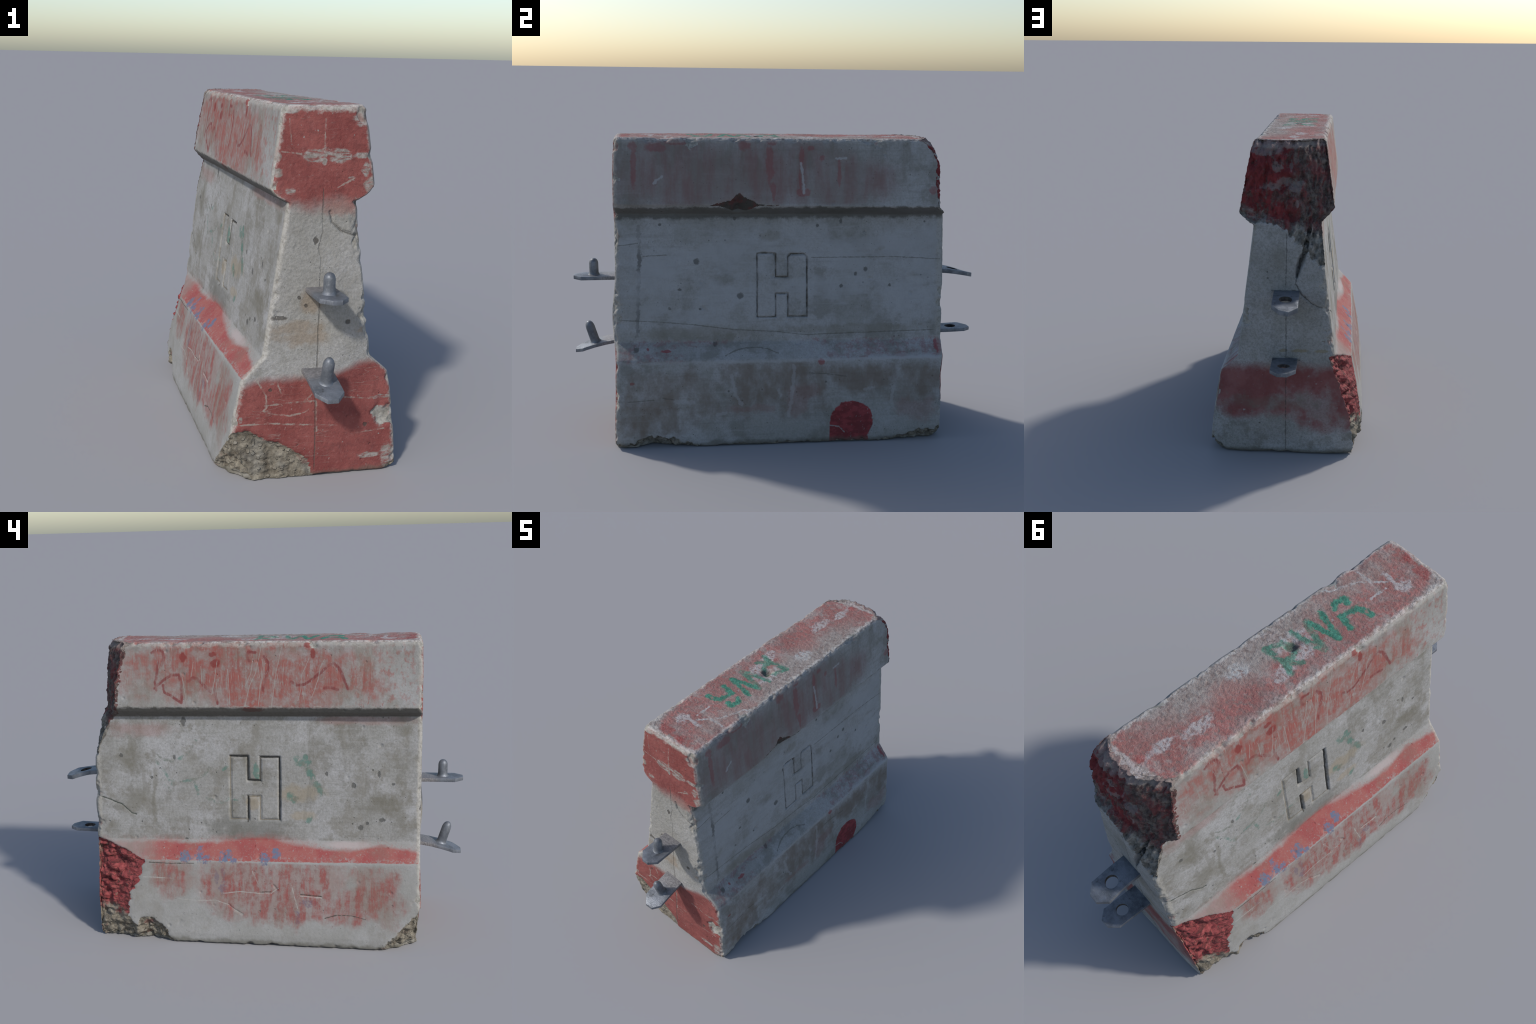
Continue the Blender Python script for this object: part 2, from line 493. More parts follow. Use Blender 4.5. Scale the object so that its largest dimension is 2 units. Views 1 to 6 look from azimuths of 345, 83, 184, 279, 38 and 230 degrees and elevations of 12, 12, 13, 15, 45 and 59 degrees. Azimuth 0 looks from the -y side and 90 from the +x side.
# ================================================================ materials
class Graph:
    """small helper that writes shader node graphs as expressions"""

    def __init__(self, name):
        self.mat = bpy.data.materials.new(name)
        self.mat.use_nodes = True
        self.nt = self.mat.node_tree
        self.nt.nodes.clear()
        tc = self.nt.nodes.new("ShaderNodeTexCoord")
        self.P = tc.outputs["Object"]
        sp = self.nt.nodes.new("ShaderNodeSeparateXYZ")
        self.nt.links.new(self.P, sp.inputs[0])
        self.x, self.y, self.z = sp.outputs

    def put(self, sock, v):
        if isinstance(v, bpy.types.NodeSocket):
            self.nt.links.new(v, sock)
        elif isinstance(v, (tuple, list)) and sock.type == 'RGBA':
            sock.default_value = (*v, 1)[:4]
        else:
            sock.default_value = v

    def m(self, op, a, b=None, c=None, clamp=False):
        n = self.nt.nodes.new("ShaderNodeMath")
        n.operation = op
        n.use_clamp = clamp
        for i, v in enumerate((a, b, c)):
            if v is not None:
                self.put(n.inputs[i], v)
        return n.outputs[0]

    def add(self, a, b): return self.m('ADD', a, b)
    def sub(self, a, b): return self.m('SUBTRACT', a, b)
    def mul(self, a, b): return self.m('MULTIPLY', a, b)
    def mx(self, a, b): return self.m('MAXIMUM', a, b)
    def mn(self, a, b): return self.m('MINIMUM', a, b)
    def inv(self, a): return self.m('SUBTRACT', 1.0, a)

    def step(self, v, lo, hi, a=0.0, b=1.0):
        n = self.nt.nodes.new("ShaderNodeMapRange")
        n.interpolation_type = 'SMOOTHSTEP'
        for i, q in enumerate((v, lo, hi, a, b)):
            self.put(n.inputs[i], q)
        return n.outputs[0]

    def vm(self, op, a, b=None, s=None):
        n = self.nt.nodes.new("ShaderNodeVectorMath")
        n.operation = op
        self.put(n.inputs[0], a)
        if b is not None:
            self.put(n.inputs[1], b)
        if s is not None:
            self.put(n.inputs["Scale"], s)
        return n.outputs["Value"] if op in ('DOT_PRODUCT', 'LENGTH', 'DISTANCE') else n.outputs[0]

    def vec(self, a, b, c=0.0):
        n = self.nt.nodes.new("ShaderNodeCombineXYZ")
        for i, v in enumerate((a, b, c)):
            self.put(n.inputs[i], v)
        return n.outputs[0]

    def noise(self, scale, detail=4, rough=.6, stretch=None, off=0.0, dist=0.0, P=None):
        P = P or self.P
        if stretch or off:
            mp = self.nt.nodes.new("ShaderNodeMapping")
            self.put(mp.inputs["Vector"], P)
            mp.inputs["Location"].default_value = (off, off * 1.7, off * .6)
            mp.inputs["Scale"].default_value = stretch or (1, 1, 1)
            P = mp.outputs[0]
        n = self.nt.nodes.new("ShaderNodeTexNoise")
        self.put(n.inputs["Vector"], P)
        n.inputs["Scale"].default_value = scale
        n.inputs["Detail"].default_value = detail
        n.inputs["Roughness"].default_value = rough
        n.inputs["Distortion"].default_value = dist
        return n.outputs["Fac"]

    def voronoi(self, scale, feature='F1', stretch=None, off=0.0, rand=1.0):
        P = self.P
        if stretch or off:
            mp = self.nt.nodes.new("ShaderNodeMapping")
            self.put(mp.inputs["Vector"], P)
            mp.inputs["Location"].default_value = (off, off * 1.3, off * .7)
            mp.inputs["Scale"].default_value = stretch or (1, 1, 1)
            P = mp.outputs[0]
        n = self.nt.nodes.new("ShaderNodeTexVoronoi")
        n.feature = feature
        self.put(n.inputs["Vector"], P)
        n.inputs["Scale"].default_value = scale
        n.inputs["Randomness"].default_value = rand
        return n

    def mix(self, f, a, b):
        n = self.nt.nodes.new("ShaderNodeMix")
        n.data_type = 'RGBA'
        self.put(n.inputs[0], f)
        self.put(n.inputs[6], a)
        self.put(n.inputs[7], b)
        return n.outputs[2]

    def curve(self, v, pts, lo, hi):
        """piecewise curve v -> value; pts (v, value) with v in lo..hi, values 0..1.5"""
        n = self.nt.nodes.new("ShaderNodeFloatCurve")
        t = self.m('DIVIDE', self.sub(v, lo), hi - lo)
        self.put(n.inputs["Value"], t)
        c = n.mapping.curves[0]
        pts = sorted(pts)
        n.mapping.use_clip = False
        c.points[0].location = ((pts[0][0] - lo) / (hi - lo), pts[0][1])
        c.points[1].location = ((pts[-1][0] - lo) / (hi - lo), pts[-1][1])
        for a, b in pts[1:-1]:
            c.points.new((a - lo) / (hi - lo), b)
        for p in c.points:
            p.handle_type = 'VECTOR'
        n.mapping.update()
        return n.outputs[0]

    def warp(self, uv, scale, amount, off=0.0):
        """shake 2D coordinates with a colour noise"""
        mp = self.nt.nodes.new("ShaderNodeMapping")
        self.put(mp.inputs["Vector"], self.P)
        mp.inputs["Location"].default_value = (off + 3.1, off, off * 2)
        n = self.nt.nodes.new("ShaderNodeTexNoise")
        self.put(n.inputs["Vector"], mp.outputs[0])
        n.inputs["Scale"].default_value = scale
        n.inputs["Detail"].default_value = 4
        n.inputs["Roughness"].default_value = .68
        sp = self.nt.nodes.new("ShaderNodeSeparateColor")
        self.nt.links.new(n.outputs["Color"], sp.inputs[0])
        return tuple(self.m('MULTIPLY_ADD', self.sub(sp.outputs[k], .5), amount, uv[k]) for k in (0, 1))

    def hairs(self, scale, stretch, rot, width=.01, off=0.0):
        """thin scratch lines running along one direction"""
        mp = self.nt.nodes.new("ShaderNodeMapping")
        self.put(mp.inputs["Vector"], self.P)
        mp.inputs["Location"].default_value = (off, off, off)
        mp.inputs["Rotation"].default_value = rot
        mp.inputs["Scale"].default_value = stretch
        n = self.noise(scale, 2, .5, P=mp.outputs[0])
        return self.step(self.m('ABSOLUTE', self.sub(n, .5)), 0.0, width, 1, 0)

    def strokes(self, uv, lines, width, wob=0.0, wobscale=60):
        """mask of painted or scratched lines; lines = lists of 2D points"""
        best = None
        uv = self.warp(uv, 28, max(.004, width * 1.6), 5.0)
        for pts in lines:
            for a, b in zip(pts[:-1], pts[1:]):
                dx, dy = b[0] - a[0], b[1] - a[1]
                L2 = dx * dx + dy * dy
                # the running distance rides along in z: it keeps the graph a chain
                pa = self.vm('SUBTRACT', self.vec(uv[0], uv[1], 0.0 if best is None else best), (a[0], a[1], 0))
                t = self.m('MULTIPLY', self.vm('DOT_PRODUCT', pa, (dx / L2, dy / L2, 0)), 1.0, clamp=True)
                near = self.vm('SCALE', (dx, dy, 0), s=t)
                d = self.vm('LENGTH', self.vm('MULTIPLY', self.vm('SUBTRACT', pa, near), (1, 1, 0)))
                best = d if best is None else self.mn(best, d)
        if wob:
            best = self.add(best, self.mul(self.sub(self.noise(wobscale, 4, .7, off=2.2), .5), wob * 3.5))
        return self.step(best, width * .55, width * 1.25, 1.0, 0.0)

    def patches(self, uv, spots, wob=.5, soft=.25, scale=14, stretch=None, off=4.4, warp=1.0):
        """union of blurred ellipses (cu, cv, ru, rv[, strength]) with ragged edges"""
        best = None
        rm = sorted(min(sp[2], sp[3]) for sp in spots)[len(spots) // 2]
        uv = self.warp(uv, min(90.0, max(6.0, .42 / rm)), min(.16, max(.012, 1.5 * rm)) * warp, off)
        for sp in spots:
            cu, cv, ru, rv = sp[:4]
            v = self.vm('MULTIPLY', self.vm('SUBTRACT', self.vec(uv[0], uv[1], 0.0 if best is None else best), (cu, cv, 0)), (1 / ru, 1 / rv, 0))
            f = self.sub(1.0, self.vm('LENGTH', v))
            if len(sp) > 4:
                f = self.mn(f, sp[4])
            best = f if best is None else self.mx(best, f)
        nz = self.noise(scale, 5, .65, stretch, off)
        best = self.add(best, self.mul(self.sub(nz, .5), wob * 5))
        return self.step(best, -soft, soft)

    def finish(self, color, rough=.85, height=None, dist=.004, metallic=0.0, spec=.3, strength=.6, gain=1.0):
        if gain != 1.0:
            color = self.vm('SCALE', color, s=gain)
        b = self.nt.nodes.new("ShaderNodeBsdfPrincipled")
        self.put(b.inputs["Base Color"], color)
        self.put(b.inputs["Roughness"], rough)
        self.put(b.inputs["Metallic"], metallic)
        b.inputs["Specular IOR Level"].default_value = spec
        if height is not None:
            bp = self.nt.nodes.new("ShaderNodeBump")
            bp.inputs["Distance"].default_value = dist
            bp.inputs["Strength"].default_value = strength
            self.put(bp.inputs["Height"], height)
            self.nt.links.new(bp.outputs[0], b.inputs["Normal"])
        o = self.nt.nodes.new("ShaderNodeOutputMaterial")
        self.nt.links.new(b.outputs[0], o.inputs[0])
        return self.mat


GAIN = .58
CONCRETE = (.435, .43, .41)
PALE = (.55, .548, .55)
OLIVE = (.225, .21, .165)
PIT = (.11, .108, .10)
BUFF = (.46, .44, .39)
RED = (.43, .085, .08)
RED_DEEP = (.30, .05, .045)
PINK = (.45, .20, .18)
GREEN = (.055, .30, .20)
WHITE = (.66, .66, .64)
BLUE = (.14, .23, .36)
RUST = (.33, .22, .12)


def cast_concrete(g, stain=1.0, boards=True, grain=1.0):
    """bare cast surface: cloudy pale and olive patches, grain, air holes.
    returns colour and bump height"""
    big = g.noise(2.6, 5, .62, off=1.1)
    mid = g.noise(8, 6, .68, off=3.3)
    fine = g.noise(105, 3, .75)
    speck = g.noise(230, 2, .6, off=6)
    c = g.mix(g.step(g.add(g.mul(big, .5), g.mul(mid, .5)), .44, .57), CONCRETE, PALE)
    ol = g.mul(g.step(g.add(g.mul(mid, .7), g.mul(g.noise(4.3, 4, .6, off=8.8), .5)), .58, .72), .75 * stain)
    c = g.mix(ol, c, OLIVE)
    c = g.mix(g.mul(g.step(g.noise(19, 5, .7, off=21), .54, .66), .35 * stain), c, (.27, .265, .235))
    if boards:
        ln = g.noise(6, 4, .6, (.6, .6, 9), off=5.1)
        c = g.mix(g.mul(g.step(ln, .55, .68), .30), c, (.27, .265, .245))
        c = g.mix(g.mul(g.step(ln, .34, .44, 1, 0), .30), c, PALE)
    gr = g.step(fine, .36, .60)
    c = g.mix(g.mul(g.inv(gr), .42 * grain), c, (.20, .195, .175))
    c = g.mix(g.mul(g.step(speck, .52, .68), .22 * grain), c, (.66, .66, .64))
    # air holes of two sizes
    hgt = g.mul(fine, .35)
    for sc, r, thr, off in ((30, .10, .86, 0.0), (80, .13, .82, 2.7)):
        v = g.voronoi(sc, off=off)
        sel = g.nt.nodes.new("ShaderNodeSeparateColor")
        g.nt.links.new(v.outputs["Color"], sel.inputs[0])
        pick = g.step(sel.outputs[0], thr, thr + .02)
        size = g.mul(sel.outputs[1], r)
        hole = g.mul(pick, g.step(g.sub(v.outputs["Distance"], size), 0.0, .09, 1, 0))
        c = g.mix(g.mul(hole, .72), c, PIT)
        hgt = g.sub(hgt, g.mul(hole, 1.2))
    return c, hgt


def rubbed(g, c, edges, width=.012, ragged=.05, amount=.55, tint=(.56, .54, .49)):
    """paint and skin rubbed off close to an arris; edges = distances from it"""
    d = edges[0]
    for e in edges[1:]:
        d = g.mn(d, e)
    d = g.add(d, g.mul(g.sub(g.noise(26, 5, .72, off=14), .5), ragged))
    grit = g.step(g.noise(70, 4, .75, off=13), .32, .56)
    return g.mix(g.mul(g.step(d, width * .4, width * 1.6, 1, 0), amount), c, g.mix(grit, (.32, .30, .26), tint))


def undercut_shade_dirt(g, c, z0, z1):  # baked shade under the cap put into the colour, with some dirt
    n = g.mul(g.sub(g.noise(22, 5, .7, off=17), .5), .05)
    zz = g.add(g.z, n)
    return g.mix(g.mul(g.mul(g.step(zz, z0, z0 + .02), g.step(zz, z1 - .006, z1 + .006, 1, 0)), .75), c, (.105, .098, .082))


def red_band(g, c, uv):
    """sprayed red band on the sloping ledge, feathering out above it"""
    # --- red band on the sloping ledge
    ztop = g.curve(g.y, [(-.80, .462), (-.693, .472), (-.60, .482), (-.54, .470), (-.47, .458), (-.35, .460), (-.28, .470), (-.2, .477), (-.13, .488), (-.06, .503), (.05, .497), (.17, .477), (.35, .470), (.49, .477), (.56, .47), (.80, .468)], -.8, .8)
    edge = g.add(g.sub(ztop, g.z), g.mul(g.sub(g.noise(24, 5, .7, off=5), .5), .022))
    lowedge = g.add(g.sub(g.z, g.curve(g.y, [(-.8, .416), (0, .405), (.8, .396)], -.8, .8)), g.mul(g.sub(g.noise(30, 4, .7, off=1), .5), .012))
    band = g.mul(g.step(edge, -.008, .010), g.step(lowedge, -.001, .003))
    fade = g.mx(g.step(g.y, .42, .62, 1, .35), 0.0)
    band = g.mul(g.mul(band, fade), g.step(g.noise(60, 4, .7, off=3), .30, .38))
    spat = g.mul(g.step(edge, -.030, .004), g.step(g.noise(120, 3, .7, off=23), .52, .60))
    band = g.mx(band, g.mul(g.mul(spat, .55), g.mul(g.step(lowedge, -.001, .003), fade)))
    chip = g.mul(g.step(lowedge, .030, .0, .0, 1), g.step(g.noise(48, 4, .75, off=27), .50, .58))
    band = g.mul(band, g.inv(g.mul(chip, .6)))
    band = g.mul(band, g.step(g.noise(100, 4, .75, off=33), .30, .46, .55, 1))
    bandred = g.mix(g.step(g.noise(9, 4, .6, off=7), .42, .60), (.47, .135, .118), (.44, .085, .083))
    c = g.mix(g.mul(band, .93), c, bandred)
    c = g.mix(g.mul(g.mul(g.step(edge, -.045, .0), g.step(edge, 0, .012, 1, 0)), g.mul(g.step(g.noise(8, 3, off=2), .42, .6), .4)), c, PINK)
    c = g.mix(g.mul(g.patches(uv, [(-.46, .479, .11, .013)], .15, .5, 20), .75), c, (.60, .52, .51))
    return c


def mat_left_cap():
    g = Graph("worn_red_cap")
    uv = (g.y, g.z)
    c, h = cast_concrete(g, .6, False, .6)
    c = g.mix(.3, c, (.42, .41, .385))
    # --- cap: red paint, worn in vertical and slanting streaks
    streak = g.noise(1, 5, .68, (10, 38, 5), off=2.0)
    slant = g.noise(1, 4, .65, (10, 40, 26), off=6.0)
    flake = g.noise(26, 5, .7, off=9.0)
    field = g.patches(uv, [(.14, 1.30, .42, .17), (-.22, 1.28, .36, .17), (-.1, 1.20, .16, .13), (.42, 1.32, .16, .13, .22)], .42, .4, 7)
    worn = g.step(g.add(g.mul(streak, .62), g.mul(flake, .42)), .40, .62)
    c = g.mix(g.mul(g.mul(field, g.step(flake, .34, .6, .35, .75)), g.step(g.z, 1.13, 1.145)), c, (.37, .19, .16))
    bareband = g.patches(uv, [(.22, 1.17, .08, .07), (-.42, 1.175, .13, .05), (-.12, 1.165, .07, .03), (.5, 1.20, .17, .09), (-.17, 1.385, .10, .03), (.24, 1.385, .05, .03)], .4, .3, 12)
    redm = g.mul(g.mul(field, worn), g.inv(g.mul(bareband, .85)))
    redm = g.mul(redm, g.mul(g.step(g.z, 1.125, 1.142), .88))
    faint = g.mul(g.mul(g.patches(uv, [(-.58, 1.27, .20, .16)], .5, .5, 8), g.step(g.add(slant, g.mul(g.sub(flake, .5), .5)), .50, .66)), g.step(g.z, 1.12, 1.16))
    redm = g.mx(redm, g.mul(faint, .6))
    capred = g.mix(g.step(flake, .35, .7), (.37, .095, .078), (.45, .13, .108))
    c = g.mix(redm, c, capred)
    c = g.mix(g.mul(g.step(g.noise(6, 6, .7, (1, 1.2, .8), off=61), .50, .64), .4), c, (.26, .225, .175))
    # faint grime drawn down over the cap's upper edge
    c = g.mix(g.mul(g.mul(g.step(g.z, 1.33, 1.43), g.step(g.noise(14, 4, .6, off=12), .48, .66)), .45), c, (.22, .20, .17))
    c = rubbed(g, c, [g.sub(1.434, g.z), g.add(g.y, .787)], .012, .07, .55, (.58, .56, .51))
    c = rubbed(g, c, [g.sub(g.z, 1.138)], .006, .04, .6)
    # darker brush marks
    brush = g.strokes(uv, [[(.477, 1.396), (.449, 1.409), (.422, 1.399), (.419, 1.37), (.429, 1.337)], [(.446, 1.354), (.454, 1.291), (.463, 1.252), (.455, 1.219)],
                           [(.464, 1.229), (.427, 1.265), (.382, 1.291), (.348, 1.291), (.335, 1.252), (.336, 1.16)], [(.424, 1.245), (.418, 1.212), (.38, 1.189), (.336, 1.16)],
                           [(.304, 1.262), (.277, 1.278), (.256, 1.272), (.213, 1.229), (.193, 1.213)], [(.175, 1.229), (.169, 1.187), (.163, 1.157)],
                           [(-.02, 1.394), (.01, 1.397), (.02, 1.378), (.007, 1.356)], [(-.063, 1.375), (-.086, 1.342), (-.079, 1.304), (-.066, 1.265), (-.055, 1.22)],
                           [(-.188, 1.259), (-.217, 1.243), (-.247, 1.246), (-.286, 1.268), (-.325, 1.3), (-.357, 1.329), (-.386, 1.345), (-.409, 1.326), (-.429, 1.284), (-.452, 1.227)],
                           [(-.345, 1.23), (-.377, 1.233), (-.406, 1.223)]], .0072, .002)
    c = g.mix(g.mul(brush, g.step(g.noise(14, 3, off=3), .38, .56, .3, .85)), c, (.27, .06, .06))
    blob = g.patches(uv, [(.326, 1.373, .015, .024), (.184, 1.388, .018, .012), (-.29, 1.39, .012, .025), (-.268, 1.428, .02, .014), (.0, 1.128, .05, .012), (.17, 1.345, .022, .02, .3)], .3, .2, 30)
    c = g.mix(g.mul(blob, .8), c, RED_DEEP)
    # pale scratches through the paint
    scr = g.strokes(uv, [[(.276, 1.35), (.287, 1.285)], [(.161, 1.356), (.175, 1.265), (.189, 1.2)], [(.111, 1.317), (.105, 1.213), (.102, 1.154)],
                         [(-.05, 1.426), (-.023, 1.304), (.008, 1.239), (.032, 1.138)], [(-.056, 1.362), (-.042, 1.223), (-.032, 1.138)], [(-.01, 1.368), (.001, 1.297), (.028, 1.239)],
                         [(-.149, 1.432), (-.122, 1.323), (-.109, 1.239), (-.095, 1.142)], [(-.273, 1.368), (-.257, 1.329), (-.237, 1.288), (-.234, 1.223), (-.221, 1.172)],
                         [(-.063, 1.355), (-.056, 1.291), (-.042, 1.223)], [(-.344, 1.361), (-.325, 1.326), (-.315, 1.271), (-.286, 1.188)], [(.33, 1.28), (.31, 1.15)], [(.24, 1.33), (.235, 1.25)]], .0019, .0015)
    scr = g.mx(scr, g.mul(g.hairs(1.0, (10, 46, 3.2), (0, 0, 0), .012), g.step(g.noise(5, 3, off=31), .46, .6)))
    scr = g.mx(scr, g.mul(g.hairs(1.0, (10, 46, 4), (.22, 0, 0), .010, 7.7), g.step(g.noise(4, 3, off=41), .46, .6)))
    scr = g.mx(scr, g.mul(g.mul(g.hairs(1.0, (10, 60, 6), (-.75, 0, 0), .014, 3.1), g.step(g.y, -.25, -.45)), g.step(g.noise(6, 3, off=44), .42, .6)))
    scr = g.mul(scr, g.step(g.z, 1.135, 1.15))
    c = g.mix(g.mul(scr, .62), c, (.48, .46, .42))
    c = undercut_shade_dirt(g, c, 1.07, 1.136)
    return g.finish(c, .87, g.add(h, g.mul(g.noise(40, 4, .7, off=7), .6)), .0035, gain=GAIN)


def mat_left_wall():
    g = Graph("stained_wall")
    uv = (g.y, g.z)
    c, h = cast_concrete(g, .9, True, .75)
    # tan stains by the letter
    c = g.mix(g.mul(g.patches(uv, [(-.22, .72, .10, .035), (-.24, .612, .07, .02), (0, .665, .028, .035)], .5, .4), .45), c, (.42, .33, .20))
    c = g.mix(g.mul(g.step(g.noise(7, 7, .74, off=65), .50, .62), .5), c, (.25, .23, .185))
    c = g.mix(g.mul(g.step(g.noise(1, 5, .7, (10, 22, 4), off=66), .55, .68), .4), c, (.24, .225, .19))
    # dirt under the letter
    c = g.mix(g.mul(g.patches(uv, [(.0, .535, .17, .05), (.12, .56, .1, .03)], .6, .5, 20), .55), c, (.19, .19, .17))
    c = g.mix(g.mul(g.patches(uv, [(.60, .665, .05, .05), (.49, .68, .012, .16), (-.6, .66, .1, .05), (.62, .87, .05, .06)], .7, .5, 9), .55), c, OLIVE)
    # larger holes
    big = g.patches(uv, [(-.599, .816, .008, .014), (-.615, .598, .013, .009), (-.513, .56, .013, .012), (-.546, .581, .007, .007), (.659, .892, .011, .009), (.508, .785, .007, .006),
                         (.393, .886, .006, .010), (-.666, .769, .009, .006), (-.351, .815, .006, .010), (-.478, .761, .010, .012), (.335, .485, .009, .009), (.345, 1.06, .012, .02)], .35, .3, 60)
    c = g.mix(g.mul(big, .75), c, PIT)
    h = g.sub(h, big)

    # pinkish over-spray below the cap
    c = g.mix(g.mul(g.patches(uv, [(.56, 1.02, .13, .035), (-.5, 1.07, .2, .02)], .5, .5, 9), .4), c, (.42, .22, .20))

    # --- remains of green lettering on the stem
    grn = g.strokes(uv, [[(.509, .909), (.474, .891), (.439, .874), (.404, .869), (.369, .878), (.337, .901), (.312, .925), (.286, .966)], [(.481, .873), (.464, .844), (.445, .822), (.427, .79)],
                         [(.456, .772), (.388, .769), (.318, .774), (.29, .78), (.244, .799), (.216, .841)], [(.442, .762), (.431, .741), (.413, .717)], [(.406, .759), (.393, .738)],
                         [(.288, .764), (.282, .73), (.274, .706)], [(.15, .828), (.125, .846)], [(.232, .686), (.19, .67), (.148, .669), (.124, .688), (.069, .682), (.048, .707), (.023, .735)], [(.088, .795), (.081, .775)]], .0075, .006, 70)
    grn = g.mul(grn, g.step(g.noise(38, 5, .75, off=8), .46, .58))
    grn2 = g.patches(uv, [(-.012, .82, .016, .042), (-.24, .866, .035, .022), (-.25, .89, .012, .018)], .35, .2, 35)
    grn2 = g.mx(grn2, g.strokes(uv, [[(-.205, .884), (-.228, .862)], [(-.172, .711), (-.197, .688)], [(-.264, .590), (-.27, .60)], [(-.256, .835), (-.281, .801), (-.31, .755), (-.332, .722)]], .0155, .010, 45))
    grn2 = g.mul(grn2, g.step(g.noise(30, 4, .7, off=5), .34, .46))
    gm = g.mx(g.mul(grn, .75), g.mul(grn2, .9))
    c = g.mix(g.mul(gm, .8), c, g.mix(g.step(g.noise(12, 3, off=4), .42, .6), (.11, .27, .22), (.20, .215, .17)))

    c = red_band(g, c, uv)
    dark = g.strokes(uv, [[(.79, .698), (.759, .686), (.716, .673), (.684, .659), (.663, .654), (.638, .632), (.61, .608), (.589, .603)]], .0032, .002)
    c = g.mix(g.mul(dark, .85), c, (.07, .085, .07))
    c = rubbed(g, c, [g.add(g.y, .787), g.sub(.775, g.y)], .010, .04, .7)
    # shade painted dark on the letter's top and -y edges, grime on the rest
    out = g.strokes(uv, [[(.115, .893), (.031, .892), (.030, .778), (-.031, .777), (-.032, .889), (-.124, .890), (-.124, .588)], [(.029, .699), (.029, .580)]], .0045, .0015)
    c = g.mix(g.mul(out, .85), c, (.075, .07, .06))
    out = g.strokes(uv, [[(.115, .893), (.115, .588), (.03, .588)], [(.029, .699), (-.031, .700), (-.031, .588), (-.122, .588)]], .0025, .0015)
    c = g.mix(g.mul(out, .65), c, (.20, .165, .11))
    return g.finish(c, .87, g.add(h, g.mul(g.noise(40, 4, .7, off=7), .6)), .0035, gain=GAIN)


def mat_left_foot():
    g = Graph("worn_red_foot")
    uv = (g.y, g.z)
    c, h = cast_concrete(g, .5, False, .5)
    c = g.mix(.45, c, (.43, .425, .405))
    c = red_band(g, c, uv)
    blue = g.mul(g.patches(uv, [(.33, .417, .028, .022), (.264, .425, .018, .026), (.237, .407, .026, .018), (.144, .419, .024, .022), (.12, .428, .02, .018), (.097, .405, .016, .014), (-.058, .417, .02, .024), (-.112, .440, .02, .018),
                                (-.219, .15, .012, .035), (-.267, .219, .03, .02), (.175, .327, .008, .03), (.141, .339, .008, .03), (.145, .277, .02, .03), (.41, .323, .006, .02)], .75, .2, 45), .9)
    blue = g.mul(blue, g.step(g.noise(50, 4, .75, off=15), .40, .52, .15, 1))
    c = g.mix(blue, c, g.mix(g.step(g.noise(30, 3, off=2), .4, .6), BLUE, (.20, .22, .33)))

    # --- worn red on the foot
    st2 = g.noise(1, 5, .7, (10, 32, 6), off=4.0)
    ffield = g.patches(uv, [(.07, .29, .22, .12), (-.27, .29, .20, .12), (-.1, .24, .26, .10), (-.54, .235, .13, .085), (.39, .30, .10, .09, .25), (-.58, .33, .10, .07, .15), (-.3, .2, .4, .08, .3)], .4, .4, 8)
    c = g.mix(g.mul(g.mul(ffield, g.step(g.z, .395, .405, 1, 0)), .5), c, (.37, .215, .18))
    fworn = g.step(g.add(g.mul(st2, .62), g.mul(g.noise(30, 5, .72, off=6), .46)), .44, .66)
    gap = g.patches(uv, [(-.43, .345, .06, .06), (.17, .30, .02, .09), (.29, .32, .04, .1), (-.11, .29, .012, .1)], .3, .3, 15)
    fm = g.mul(g.mul(g.mul(ffield, fworn), g.step(g.z, .395, .405, 1, 0)), g.inv(g.mul(gap, .8)))
    c = g.mix(g.mul(fm, .85), c, g.mix(g.step(st2, .4, .6), (.28, .075, .065), (.40, .09, .08)))
    c = g.mix(g.mul(g.step(g.noise(5, 6, .72, (1, 1, .8), off=63), .50, .66), .32), c, (.27, .24, .19))
    hs = g.mul(g.hairs(1.0, (10, 50, 4), (.12, 0, 0), .012, 9.1), g.step(g.noise(5, 3, off=51), .46, .6))
    c = g.mix(g.mul(g.mul(hs, .35), g.step(g.z, .385, .40, 1, 0)), c, (.47, .46, .42))
    line = g.strokes(uv, [[(.362, .217), (.266, .212), (.179, .217), (.115, .197), (.085, .172), (.047, .152)], [(.141, .251), (.058, .262), (-.038, .256), (-.093, .258), (-.127, .283)],
                          [(-.234, .250), (-.333, .245)], [(.0, .36), (-.03, .30)], [(-.19, .30), (-.22, .19)], [(.54, .317), (.39, .315)], [(-.46, .41), (-.50, .394)]], .0026, .002)
    line = g.mul(line, g.step(g.noise(22, 4, .7, off=71), .36, .54, .25, 1))
    c = g.mix(g.mul(line, .7), c, (.55, .54, .50))
    dark = g.strokes(uv, [[(-.234, .2565), (-.333, .2515)],
                          [(-.351, .148), (-.406, .165), (-.479, .165), (-.544, .149)], [(.51, .388), (.4, .386), (.29, .390)], [(-.05, .263), (-.09, .265)]], .0022, .003)
    c = g.mix(g.mul(dark, .8), c, (.09, .085, .07))

    # dirt line where it stood on the ground
    c = g.mix(g.mul(g.step(g.add(g.z, g.mul(g.sub(g.noise(18, 4, off=4), .5), .05)), .012, .035, 1, 0), .6), c, (.17, .16, .125))
    c = rubbed(g, c, [g.add(g.y, .790)], .010, .05, .7)
    return g.finish(c, .87, g.add(h, g.mul(g.noise(40, 4, .7, off=7), .6)), .0035, gain=GAIN)


